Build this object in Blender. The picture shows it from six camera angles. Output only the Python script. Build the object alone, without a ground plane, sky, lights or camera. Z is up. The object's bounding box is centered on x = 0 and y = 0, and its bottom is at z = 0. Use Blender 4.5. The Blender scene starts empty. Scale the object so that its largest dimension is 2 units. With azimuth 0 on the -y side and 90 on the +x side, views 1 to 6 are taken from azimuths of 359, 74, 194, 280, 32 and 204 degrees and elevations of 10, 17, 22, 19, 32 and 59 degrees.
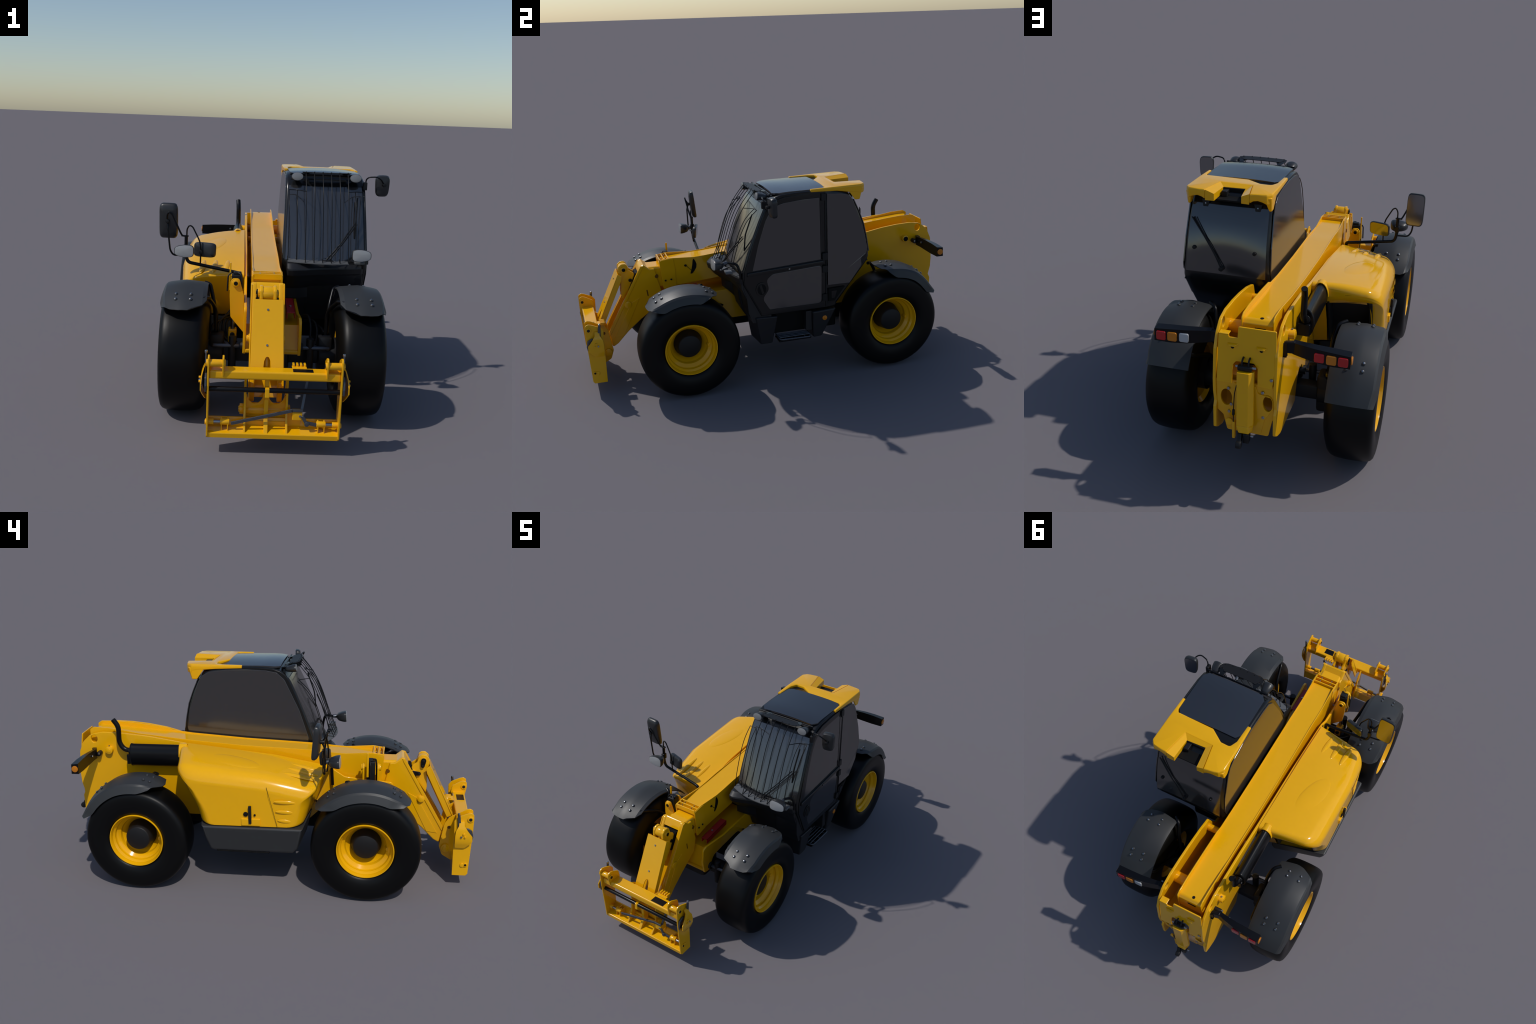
import bpy, bmesh, math
from mathutils import Vector, Matrix

CX = -0.018          # the machine's own centre line
BX = -0.0455         # the boom's centre line (offset to the engine side)

# ------------------------------------------------------------------ materials
def material(name, col, rough=0.4, metal=0.0, coat=0.0, spec=0.5, grain=0.0, bump=0.0, scale=60.0, coat_rough=0.08):
    m = bpy.data.materials.new(name)
    m.use_nodes = True
    nt = m.node_tree
    b = nt.nodes["Principled BSDF"]
    b.inputs["Base Color"].default_value = (*col, 1)
    b.inputs["Roughness"].default_value = rough
    b.inputs["Metallic"].default_value = metal
    b.inputs["Specular IOR Level"].default_value = spec
    b.inputs["Coat Weight"].default_value = coat
    b.inputs["Coat Roughness"].default_value = coat_rough
    if grain or bump:
        tc = nt.nodes.new("ShaderNodeTexCoord")
        no = nt.nodes.new("ShaderNodeTexNoise")
        no.inputs["Scale"].default_value = scale
        no.inputs["Detail"].default_value = 5
        nt.links.new(tc.outputs["Object"], no.inputs["Vector"])
        if grain:
            mr = nt.nodes.new("ShaderNodeMix"); mr.data_type = 'RGBA'
            mr.inputs["A"].default_value = (*[c * (1 - grain) for c in col], 1)
            mr.inputs["B"].default_value = (*[min(1, c * (1 + grain)) for c in col], 1)
            nt.links.new(no.outputs["Fac"], mr.inputs["Factor"])
            nt.links.new(mr.outputs["Result"], b.inputs["Base Color"])
        if bump:
            bp = nt.nodes.new("ShaderNodeBump")
            bp.inputs["Strength"].default_value = bump
            bp.inputs["Distance"].default_value = 0.002
            nt.links.new(no.outputs["Fac"], bp.inputs["Height"])
            nt.links.new(bp.outputs["Normal"], b.inputs["Normal"])
    return m

YEL = material("yellow_paint", (0.86, 0.428, 0.003), rough=0.14, coat=0.0, spec=0.45, grain=0.02, scale=25)
BLK = material("black_paint", (0.004, 0.004, 0.005), rough=0.30, spec=0.24, grain=0.1)
PLA = material("dark_plastic", (0.028, 0.029, 0.031), rough=0.42, spec=0.4, grain=0.06, bump=0.06, scale=300)
FEN = material("fender_plastic", (0.032, 0.0335, 0.035), rough=0.46, spec=0.45, grain=0.05, bump=0.05, scale=250)
RUB = material("tyre_rubber", (0.0018, 0.0018, 0.002), rough=0.42, spec=0.22, grain=0.1, scale=90)
GLA = material("tinted_glass", (0.024, 0.023, 0.0235), rough=0.13, spec=0.5, grain=0.02)
GLA.node_tree.nodes["Principled BSDF"].inputs["IOR"].default_value = 2.0
RGL = material("roof_glass", (0.018, 0.0185, 0.021), rough=0.16, spec=0.5, grain=0.02)
RGL.node_tree.nodes["Principled BSDF"].inputs["IOR"].default_value = 2.0
FRM = material("cab_frame_black", (0.007, 0.0075, 0.008), rough=0.24, spec=0.42, grain=0.06)
SKT = material("skirt_plastic", (0.016, 0.016, 0.018), rough=0.42, spec=0.35, grain=0.06, bump=0.05, scale=300)
STL = material("steel", (0.35, 0.36, 0.38), rough=0.28, metal=1.0, grain=0.08)
GSTL = material("dull_steel", (0.10, 0.11, 0.13), rough=0.4, metal=0.7, grain=0.1)
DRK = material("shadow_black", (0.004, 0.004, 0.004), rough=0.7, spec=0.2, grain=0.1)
RED = material("red_lens", (0.45, 0.004, 0.006), rough=0.2, spec=0.5, coat=0.4, grain=0.05)
RPT = material("red_paint", (0.33, 0.004, 0.010), rough=0.35, spec=0.4, grain=0.05)
AMB = material("amber_lens", (0.55, 0.18, 0.008), rough=0.2, spec=0.5, grain=0.05)
WHT = material("clear_lens", (0.42, 0.43, 0.44), rough=0.2, spec=0.5, grain=0.03)
LMP = material("lamp_lens", (0.34, 0.345, 0.35), rough=0.22, spec=0.5, grain=0.03)
LMD = material("lamp_lens_dim", (0.20, 0.205, 0.21), rough=0.25, spec=0.5, grain=0.03)
MIR = material("mirror_glass", (0.26, 0.265, 0.28), rough=0.12, metal=1.0, grain=0.02)  # base lowered so the reflected scene comes out dim
HUB = material("hub_black", (0.009, 0.009, 0.010), rough=0.5, spec=0.3, grain=0.1)
GPL = material("guard_grey", (0.10, 0.103, 0.107), rough=0.4, spec=0.4, grain=0.04)
BRN = material("hole_brown", (0.16, 0.060, 0.002), rough=0.5, spec=0.3, grain=0.05)
BHS = material("lamp_housing", (0.022, 0.023, 0.025), rough=0.35, spec=0.45, grain=0.05)

# ------------------------------------------------------------------ object helpers
def finish(me, angle=35):
    me.shade_smooth()
    me.set_sharp_from_angle(angle=math.radians(angle))

def put(name, me, mat, parent, angle=35):
    if mat: 
        me.materials.clear(); me.materials.append(mat)
    if angle is not None: finish(me, angle)
    o = bpy.data.objects.new(name, me)
    bpy.context.scene.collection.objects.link(o)
    o.parent = parent
    return o

def flatten(o):
    m = o.modifiers.new("weighted_normal", 'WEIGHTED_NORMAL')
    m.keep_sharp = True; m.weight = 80
    return o

def group(name, parent):
    o = bpy.data.objects.new(name, None)
    bpy.context.scene.collection.objects.link(o)
    o.parent = parent
    return o

def from_bm(bm, name):
    bmesh.ops.recalc_face_normals(bm, faces=bm.faces)
    me = bpy.data.meshes.new(name)
    bm.to_mesh(me); bm.free()
    return me

def rounded(pts, r=0.0, n=5):
    """polygon with filleted corners; a point may carry its own radius (a, b, r)"""
    out = []
    N = len(pts)
    for i in range(N):
        p = Vector(pts[i][:2]); rr = pts[i][2] if len(pts[i]) > 2 else r
        a = Vector(pts[i - 1][:2]); b = Vector(pts[(i + 1) % N][:2])
        u = a - p; v = b - p
        if rr <= 0 or u.length < 1e-6 or v.length < 1e-6:
            out.append(tuple(p)); continue
        ang = u.angle(v)
        if ang > math.pi - 0.05:
            out.append(tuple(p)); continue
        t = min(rr / math.tan(ang / 2), 0.48 * min(u.length, v.length))
        p0 = p + u.normalized() * t; p1 = p + v.normalized() * t
        for k in range(n + 1):
            s = k / n
            q = p0 * (1 - s) ** 2 + p * 2 * s * (1 - s) + p1 * s ** 2
            out.append(tuple(q))
    return out

AXM = {'x': Matrix(((0, 0, 1), (1, 0, 0), (0, 1, 0))),
       'y': Matrix(((1, 0, 0), (0, 0, -1), (0, 1, 0))),
       'z': Matrix.Identity(3)}

def plate_mesh(pts, axis, a0, a1, bevel=0.002, holes=(), r=0.0, seg=2, warp=None):
    """outline (two remaining axes in order yz / xz / xy) extruded from a0 to a1"""
    cu = bpy.data.curves.new("tmp", 'CURVE')
    cu.dimensions = '2D'; cu.fill_mode = 'BOTH'
    th = abs(a1 - a0)
    bevel = min(bevel, th * 0.45)
    cu.extrude = th / 2 - bevel
    cu.bevel_depth = bevel; cu.bevel_resolution = seg - 1
    cu.offset = -bevel
    for poly in [rounded(pts, r)] + [list(h) for h in holes]:
        sp = cu.splines.new('POLY')
        sp.points.add(len(poly) - 1)
        for q, p in zip(sp.points, poly): q.co = (p[0], p[1], 0, 1)
        sp.use_cyclic_u = True
    ob = bpy.data.objects.new("tmp", cu)
    me = bpy.data.meshes.new_from_object(ob)
    bpy.data.objects.remove(ob); bpy.data.curves.remove(cu)
    bm = bmesh.new(); bm.from_mesh(me); bpy.data.meshes.remove(me)
    bmesh.ops.remove_doubles(bm, verts=bm.verts, dist=1e-6)
    c = (a0 + a1) / 2
    for v in bm.verts:
        w = AXM[axis] @ v.co
        w['xyz'.index(axis)] += c
        v.co = warp(w) if warp else w
    return from_bm(bm, "plate")

def plate(name, mat, parent, pts, axis, a0, a1, bevel=0.002, holes=(), r=0.0, warp=None, seg=2):
    return flatten(put(name, plate_mesh(pts, axis, a0, a1, bevel, holes, r, seg, warp), mat, parent, 45))

def circle(a, b, r, n=20, r2=None):
    return [(a + r * math.cos(2 * math.pi * k / n), b + (r2 or r) * math.sin(2 * math.pi * k / n)) for k in range(n)]

def box_mesh(x0, x1, y0, y1, z0, z1, bevel=0.003, seg=2, warp=None):
    bm = bmesh.new()
    bmesh.ops.create_cube(bm, size=1)
    for v in bm.verts:
        v.co = Vector((x0 if v.co.x < 0 else x1, y0 if v.co.y < 0 else y1, z0 if v.co.z < 0 else z1))
    if warp:
        for v in bm.verts: v.co = warp(v.co)
    if bevel:
        bmesh.ops.bevel(bm, geom=bm.edges[:], offset=bevel, segments=seg, profile=0.5, affect='EDGES')
    return from_bm(bm, "box")

def box(name, mat, parent, x0, x1, y0, y1, z0, z1, bevel=0.003, seg=2, warp=None):
    return flatten(put(name, box_mesh(x0, x1, y0, y1, z0, z1, bevel, seg, warp), mat, parent, 50))

def hull(name, mat, parent, pts, bevel=0.004, seg=2):
    """convex solid through eight corner points: four of one end, four of the other"""
    bm = bmesh.new()
    v = [bm.verts.new(p) for p in pts]
    n = len(pts) // 2
    bm.faces.new(v[:n]); bm.faces.new(v[n:][::-1])
    for i in range(n):
        bm.faces.new((v[i], v[(i + 1) % n], v[n + (i + 1) % n], v[n + i]))
    bmesh.ops.recalc_face_normals(bm, faces=bm.faces)
    if bevel: bmesh.ops.bevel(bm, geom=bm.edges[:], offset=bevel, segments=seg, profile=0.5, affect='EDGES')
    return flatten(put(name, from_bm(bm, "hull"), mat, parent, 50))

def cyl_mesh(p0, p1, r, bevel=0.0015, n=24, r1=None):
    p0 = Vector(p0); p1 = Vector(p1); d = p1 - p0
    bm = bmesh.new()
    bmesh.ops.create_cone(bm, cap_ends=True, segments=n, radius1=r, radius2=r if r1 is None else r1, depth=d.length)
    if bevel:
        es = [e for e in bm.edges if abs(e.verts[0].co.z - e.verts[1].co.z) < 1e-6]
        bmesh.ops.bevel(bm, geom=es, offset=bevel, segments=2, profile=0.5, affect='EDGES')
    M = Matrix.Translation((p0 + p1) / 2) @ d.to_track_quat('Z', 'Y').to_matrix().to_4x4()
    bmesh.ops.transform(bm, matrix=M, verts=bm.verts)
    return from_bm(bm, "cylinder")

def cyl(name, mat, parent, p0, p1, r, bevel=0.0015, n=24, r1=None):
    return put(name, cyl_mesh(p0, p1, r, bevel, n, r1), mat, parent, 40)

def smooth_path(pts, r, n=6):
    P = [Vector(p) for p in pts]
    out = [P[0]]
    for i in range(1, len(P) - 1):
        u = P[i - 1] - P[i]; v = P[i + 1] - P[i]
        t = min(r, 0.48 * u.length, 0.48 * v.length)
        a = P[i] + u.normalized() * t; b = P[i] + v.normalized() * t
        for k in range(n + 1):
            s = k / n
            out.append(a * (1 - s) ** 2 + P[i] * 2 * s * (1 - s) + b * s * s)
    out.append(P[-1])
    return out

def tube_mesh(pts, rad, bend=0.02, res=4):
    cu = bpy.data.curves.new("tmp", 'CURVE'); cu.dimensions = '3D'
    cu.bevel_depth = rad; cu.bevel_resolution = res; cu.use_fill_caps = True
    path = smooth_path(pts, bend)
    sp = cu.splines.new('POLY'); sp.points.add(len(path) - 1)
    for q, p in zip(sp.points, path): q.co = (*p, 1)
    ob = bpy.data.objects.new("tmp", cu)
    me = bpy.data.meshes.new_from_object(ob)
    bpy.data.objects.remove(ob); bpy.data.curves.remove(cu)
    return me

def tube(name, mat, parent, pts, rad, bend=0.02):
    return put(name, tube_mesh(pts, rad, bend), mat, parent, 50)

def lathe_mesh(profile, n=72):
    """(offset along x, radius) turned about the x axis"""
    bm = bmesh.new(); rings = []
    for o, r in profile:
        if r < 1e-6: rings.append([bm.verts.new((o, 0, 0))] * n); continue
        rings.append([bm.verts.new((o, r * math.cos(2 * math.pi * k / n), r * math.sin(2 * math.pi * k / n))) for k in range(n)])
    for A, B in zip(rings, rings[1:]):
        for k in range(n):
            vs = []
            for v in (A[k], A[(k + 1) % n], B[(k + 1) % n], B[k]):
                if v not in vs: vs.append(v)
            if len(vs) > 2: bm.faces.new(vs)
    return from_bm(bm, "lathe")

def loft_mesh(sections, close_ends=True, closed=True):
    bm = bmesh.new()
    R = [[bm.verts.new(p) for p in s] for s in sections]
    n = len(sections[0])
    for A, B in zip(R, R[1:]):
        for k in range(n if closed else n - 1):
            bm.faces.new((A[k], A[(k + 1) % n], B[(k + 1) % n], B[k]))
    if close_ends:
        bm.faces.new(R[0]); bm.faces.new(R[-1][::-1])
    return from_bm(bm, "loft")

def merge(meshes, name):
    bm = bmesh.new()
    for m in meshes:
        bm.from_mesh(m); bpy.data.meshes.remove(m)
    me = bpy.data.meshes.new(name); bm.to_mesh(me); bm.free()
    return me

def ip(tab, t):
    """piecewise linear table lookup on the first column"""
    if t <= tab[0][0]: return tab[0][1]
    for (a, b), (c, d) in zip(tab, tab[1:]):
        if t <= c: return b + (d - b) * (t - a) / (c - a)
    return tab[-1][1]

# shared little parts
dome = lathe_mesh([(0, 0.0075), (0.0015, 0.0075), (0.003, 0.006), (0.004, 0.004), (0.0045, 0.0)], 14); dome.materials.append(FEN); finish(dome, 40)
core = lathe_mesh([(0.0035, 0.0042), (0.0055, 0.0040), (0.006, 0.003), (0.006, 0.0)], 12); core.materials.append(STL); finish(core, 40)
hexh = lathe_mesh([(0, 0.0055), (0.003, 0.0055), (0.004, 0.0045), (0.004, 0)], 6); hexh.materials.append(STL); finish(hexh, 20)

def stamp(name, me, parent, pos, normal, s=1.0):
    o = bpy.data.objects.new(name, me)
    bpy.context.scene.collection.objects.link(o)
    o.parent = parent
    o.matrix_local = Matrix.Translation(pos) @ Vector(normal).to_track_quat('X', 'Z').to_matrix().to_4x4() @ Matrix.Scale(s, 4)
    return o

# ------------------------------------------------------------------ the machine
root = bpy.data.objects.new("telehandler", None)
bpy.context.scene.collection.objects.link(root)
root["label"] = "yellow telescopic handler with black cab and four big tyres"
root["category"] = "construction vehicle"

# ---------------- wheels
RT = 0.250; FZ = 0.243; YF = -0.515; YR = 0.552; WC = 0.363
_tp = [(0.060, 0.127), (0.073, 0.131), (0.081, 0.143), (0.0865, 0.162), (0.0885, 0.182), (0.0885, 0.203), (0.0870, 0.220), (0.0835, 0.2325),
       (0.076, 0.2410), (0.064, 0.2460), (0.045, 0.2485), (0.022, 0.2497)]
tyre_me = lathe_mesh(_tp + [(0, 0.25), (-0.022, 0.2497), (-0.045, 0.2485), (-0.064, 0.2460), (-0.077, 0.2410), (-0.089, 0.230), (-0.099, 0.209), (-0.107, 0.187), (-0.107, 0.165), (-0.098, 0.145), (-0.080, 0.131), (-0.060, 0.127)], 96)
tyre_me.materials.append(RUB); finish(tyre_me, 60)
rim_me = lathe_mesh([(0.066, 0.1285), (0.076, 0.1300), (0.080, 0.1285), (0.080, 0.1255), (0.074, 0.1230), (0.060, 0.1195), (0.050, 0.1120), (0.046, 0.1110),
                     (0.040, 0.1120), (0.034, 0.1095), (0.020, 0.0950), (0.012, 0.0925), (0.004, 0.0910), (-0.006, 0.0830), (-0.018, 0.0740), (-0.024, 0.0705),
                     (-0.030, 0.0705), (-0.030, 0.098), (-0.066, 0.110), (-0.074, 0.120), (-0.080, 0.1285), (-0.072, 0.1295), (-0.060, 0.124), (0.040, 0.118)], 80)
rim_me.materials.append(YEL); finish(rim_me, 18)
hub_me = lathe_mesh([(-0.10, 0.0712), (-0.022, 0.0712), (-0.014, 0.0690), (0.020, 0.0600), (0.028, 0.0560), (0.030, 0.0530), (0.030, 0.0)], 56)
hub_me.materials.append(HUB); finish(hub_me, 35)
hub2_me = lathe_mesh([(-0.10, 0.0712), (-0.022, 0.0712), (-0.012, 0.0690), (0.040, 0.0600), (0.050, 0.0560), (0.052, 0.0530), (0.052, 0.0)], 56)
hub2_me.materials.append(HUB); finish(hub2_me, 35)
valve_me = merge([cyl_mesh((-0.004, -0.096, 0), (0.026, -0.101, 0), 0.0105, 0.002, 16), box_mesh(-0.002, 0.022, -0.116, -0.092, -0.007, 0.007, 0.002)], "valve")
valve_me.materials.append(YEL); finish(valve_me, 35)

for side in (1, -1):
    for y in (YF, YR):
        w = group("wheel", root)
        w.location = (CX + side * WC, y, RT)
        w.rotation_euler = (0, 0, 0 if side > 0 else math.pi)
        for nm, me in (("tyre", tyre_me), ("rim", rim_me), ("hub", hub_me if y < 0 else hub2_me), ("valve", valve_me)):
            c = bpy.data.objects.new(nm, me); bpy.context.scene.collection.objects.link(c); c.parent = w
            if nm == "valve":
                c.rotation_euler = (math.radians(180 - 4), 0, 0)

# ---------------- fenders
def fender(side, yc, radius, a0, a1, cut0, cut1, kink0, kink1, n=30):
    """shell of sections across the tyre, swept about the axle from angle a0 to a1 (90 = straight up, 0 = towards +y);
    cut0 / cut1 lengthen (+) or shorten (-) the outer edge at each end"""
    prof = [(0.267, -0.009), (0.284, -0.003), (0.340, 0.0025), (0.3595, 0.004), (0.379, 0.0020), (0.420, -0.0045), (0.436, -0.0085), (0.444, -0.017), (0.450, -0.033), (0.456, -0.050), (0.453, -0.051)]
    prof_in = [(0.447, -0.034), (0.440, -0.020), (0.433, -0.013), (0.419, -0.009), (0.379, -0.0025), (0.3595, -0.001), (0.340, -0.002), (0.284, -0.008), (0.267, -0.014)]
    secs = []
    for k in range(n + 1):
        t = k / n
        ring = []
        for xo, dr in prof + prof_in:
            f = (xo - 0.267) / 0.189
            b0 = a0 + cut0(f); b1 = a1 + cut1(f)
            a = math.radians(b0 + (b1 - b0) * t)
            deg = b0 + (b1 - b0) * t
            e = min(1.0, min(t, 1 - t) / 0.16)
            if f > 0.8: dr = dr * (0.38 + 0.62 * math.sin(e * math.pi / 2))
            rr = radius(deg) + dr
            xe = xo - (0.010 * (1 - e) if f > 0.8 else 0)
            ring.append((CX + side * xe, yc + rr * math.cos(a), FZ + rr * math.sin(a)))
        secs.append(ring)
    me = loft_mesh(secs)
    o = put("fender", me, FEN, root, 14)
    for ab in (kink0, kink1):
        for da in (-3, 3):
            for xo in (0.331, 0.390):
                a = math.radians(ab + da)
                rr = radius(ab + da) + ip([(0.267, -0.006), (0.318, 0.002), (0.36, 0.004), (0.4, 0.001), (0.425, -0.005)], xo) - 0.0005
                nrm = (0, math.cos(a), math.sin(a))
                pos = (CX + side * xo, yc + rr * math.cos(a), FZ + rr * math.sin(a))
                stamp("bolt", dome, o, pos, nrm); stamp("bolt", core, o, pos, nrm)
    return o

rF = lambda d: 0.297
rR = lambda d: 0.2975 - 0.008 * max(0, min(1, (70 - d) / 45)) - 0.010 * max(0, (d - 98) / 19)
tip = lambda f: -11 * max(0, 1 - f / 0.16)
fL = fender(-1, YF, rF, 40, 129, lambda f: 5 * max(0, f - 0.85) / 0.15, lambda f: tip(f) + 2 * math.sin(math.pi * f) - 3 * max(0, f - 0.82) / 0.18, 58, 117)
fR = fender(1, YF, rF, 61, 129, lambda f: ip([(0, 2), (0.5, -2), (0.8, 0), (1, 8)], f), lambda f: tip(f) + 2 * math.sin(math.pi * f) - 3 * max(0, f - 0.82) / 0.18, 68, 117)
gL = fender(-1, YR, rR, 24, 117, lambda f: 0, lambda f: ip([(0, -3), (0.4, 0), (0.7, -2), (1, -11)], f), 53, 101)
rRr = lambda d: rR(d) - 0.008 * max(0, min(1, (62 - d) / 20))
gR = fender(1, YR, rRr, 31, 101, lambda f: 0, lambda f: ip([(0, 0), (0.4, 2), (0.8, 0), (1, -6)], f), 56, 92)
for side, f in ((-1, fL), (1, fR)):
    X = lambda xo: CX + side * xo
    tube("fender_bracket", BLK, f, [(X(0.285), -0.64, 0.500), (X(0.262), -0.615, 0.500), (X(0.245), -0.53, 0.455), (X(0.232), -0.50, 0.42), (X(0.232), -0.50, 0.29)], 0.0085, 0.03)
    tube("fender_bracket", BLK, f, [(X(0.285), -0.42, 0.520), (X(0.262), -0.43, 0.515), (X(0.240), -0.48, 0.44), (X(0.230), -0.49, 0.32)], 0.0085, 0.03)
    box("bracket_foot", BLK, f, X(0.245), X(0.218), -0.525, -0.475, 0.27, 0.33, 0.004)
    for z in (0.285, 0.315):
        stamp("bolt", hexh, f, (X(0.2455), -0.51, z), (side, 0, 0), 0.9); stamp("bolt", hexh, f, (X(0.217), -0.51, z), (-side, 0, 0), 0.9)
for side, f in ((-1, gL), (1, gR)):
    X = lambda xo: CX + side * xo
    tube("fender_bracket", BLK, f, [(X(0.285), 0.475, 0.530), (X(0.255), 0.50, 0.525), (X(0.240), 0.535, 0.47), (X(0.232), 0.55, 0.30)], 0.0085, 0.03)
    tube("fender_bracket", BLK, f, [(X(0.285), 0.745, 0.430), (X(0.262), 0.735, 0.425), (X(0.240), 0.60, 0.36), (X(0.232), 0.57, 0.30)], 0.0085, 0.03)
    box("bracket_foot", BLK, f, X(0.245), X(0.218), 0.525, 0.585, 0.27, 0.33, 0.004)

# ---------------- axles
for y in (YF, YR):
    ax = group("axle", root)
    parts = [box_mesh(CX - 0.235, CX + 0.235, y - 0.028, y + 0.028, 0.215, 0.275, 0.008),
             box_mesh(CX - 0.075, CX + 0.075, y - 0.062, y + 0.062, 0.185, 0.30, 0.02)]
    for s in (-1, 1):
        parts.append(cyl_mesh((CX + s * 0.20, y, 0.245), (CX + s * 0.33, y, 0.245), 0.05, 0.004))
        parts.append(box_mesh(CX + s * 0.225 - 0.03, CX + s * 0.225 + 0.03, y - 0.04, y + 0.04, 0.17, 0.33, 0.012))
    put("axle_beam", merge(parts, "axle"), HUB, ax)
    sg = -1 if y < 0 else -1
    cyl("steering_rod", GSTL, ax, (CX - 0.24, y - 0.062, 0.292), (CX - 0.12, y - 0.062, 0.292), 0.008)
    cyl("steering_rod", GSTL, ax, (CX + 0.24, y - 0.062, 0.292), (CX + 0.12, y - 0.062, 0.292), 0.008)
    cyl("steering_cylinder", HUB, ax, (CX - 0.13, y - 0.062, 0.292), (CX + 0.13, y - 0.062, 0.292), 0.019)
    for s in (-1, 1):
        cyl("hose_joint", HUB, ax, (CX + s * 0.16, y - 0.055, 0.20), (CX + s * 0.16, y - 0.055, 0.33), 0.016)

# ---------------- chassis
ch = group("chassis", root)
plateL = [(0.36, 0.632), (0.56, 0.664), (0.694, 0.677), (0.80, 0.681, 0.08), (0.862, 0.666, 0.05), (0.903, 0.628, 0.05), (0.925, 0.577, 0.05), (0.933, 0.46),
          (0.930, 0.41), (0.918, 0.365, 0.01), (0.928, 0.343, 0.01), (0.926, 0.256, 0.01), (0.900, 0.240, 0.01), (0.856, 0.224), (0.625, 0.224, 0.01), (0.602, 0.30, 0.03), (0.58, 0.335, 0.02),
          (0.52, 0.335, 0.02), (0.47, 0.265, 0.02), (0.34, 0.262), (-0.23, 0.262), (-0.33, 0.36, 0.05), (-0.47, 0.355, 0.04), (-0.545, 0.335, 0.02), (-0.585, 0.266, 0.01), (-0.622, 0.272, 0.01),
          (-0.632, 0.465, 0.02), (-0.46, 0.480), (-0.40, 0.488), (-0.34, 0.528), (-0.29, 0.537), (0.0, 0.588)]
eye = [circle(0.843, 0.645, 0.017, 16, 0.02)]
plate("frame_plate", YEL, ch, plateL, 'x', CX - 0.118, CX - 0.106, 0.0025, holes=eye)
plateR = [(0.458, 0.628, 0.015), (0.534, 0.649, 0.03), (0.629, 0.665), (0.717, 0.674), (0.80, 0.677, 0.08), (0.862, 0.666, 0.05), (0.903, 0.628, 0.05), (0.925, 0.577, 0.05), (0.933, 0.46),
          (0.930, 0.41), (0.918, 0.365, 0.01), (0.928, 0.343, 0.01), (0.926, 0.256, 0.01), (0.900, 0.240, 0.01), (0.856, 0.224), (0.625, 0.224, 0.01), (0.602, 0.30, 0.03), (0.58, 0.335, 0.02),
          (0.52, 0.335, 0.02), (0.47, 0.265, 0.02), (0.34, 0.262), (-0.23, 0.262), (-0.33, 0.36, 0.05), (-0.47, 0.345, 0.04), (-0.545, 0.335, 0.03), (-0.585, 0.266, 0.01), (-0.622, 0.270, 0.01),
          (-0.636, 0.345), (-0.628, 0.415, 0.02), (-0.60, 0.425, 0.03), (-0.46, 0.410), (-0.25, 0.425), (0.2, 0.43), (0.40, 0.50), (0.435, 0.57)]
plate("frame_plate", YEL, ch, plateR, 'x', CX + 0.106, CX + 0.118, 0.0025, holes=eye)
IX0, IX1 = CX - 0.107, CX + 0.107
# floor and cross members between the plates
plate("cross_member", YEL, ch, [(-0.618, 0.275), (-0.60, 0.275), (-0.565, 0.375), (-0.40, 0.385), (-0.2, 0.40), (-0.2, 0.41), (-0.40, 0.397), (-0.575, 0.387), (-0.612, 0.30)], 'x', IX0, IX1, 0.0015)
box("cross_member", YEL, ch, IX0, IX1, -0.625, -0.606, 0.277, 0.293, 0.004)
plate("cross_member", YEL, ch, [(0.34, 0.40), (0.60, 0.44), (0.90, 0.47), (0.90, 0.46), (0.60, 0.43), (0.34, 0.39)], 'x', IX0, IX1, 0.0015)
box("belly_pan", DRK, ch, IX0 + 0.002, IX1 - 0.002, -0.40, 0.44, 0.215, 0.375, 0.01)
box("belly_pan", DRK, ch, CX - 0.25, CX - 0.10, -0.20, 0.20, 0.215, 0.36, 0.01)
cyl("drive_shaft", HUB, ch, (CX, -0.46, 0.245), (CX, 0.50, 0.245), 0.02)
# boom pivot
cyl("boom_pivot", YEL, ch, (CX - 0.141, 0.764, 0.592), (CX + 0.140, 0.764, 0.592), 0.019, 0.003)
cyl("boom_pivot", YEL, ch, (CX + 0.02, 0.764, 0.592), (CX + 0.108, 0.764, 0.592), 0.026, 0.003)
cyl("boom_pivot", YEL, ch, (CX - 0.1415, 0.764, 0.592), (CX - 0.143, 0.764, 0.592), 0.011, 0.0005)
cyl("pivot_plug", DRK, ch, (CX + 0.118, 0.764, 0.592), (CX + 0.1415, 0.764, 0.592), 0.0135, 0.001)
cyl("cross_tube", YEL, ch, (CX - 0.10, 0.47, 0.575), (CX + 0.108, 0.47, 0.575), 0.017)
for x, s in ((CX - 0.128, 1),):
    stamp("bolt", hexh, ch, (x, 0.764, 0.612), (0, 0, 1), 0.8)
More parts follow.
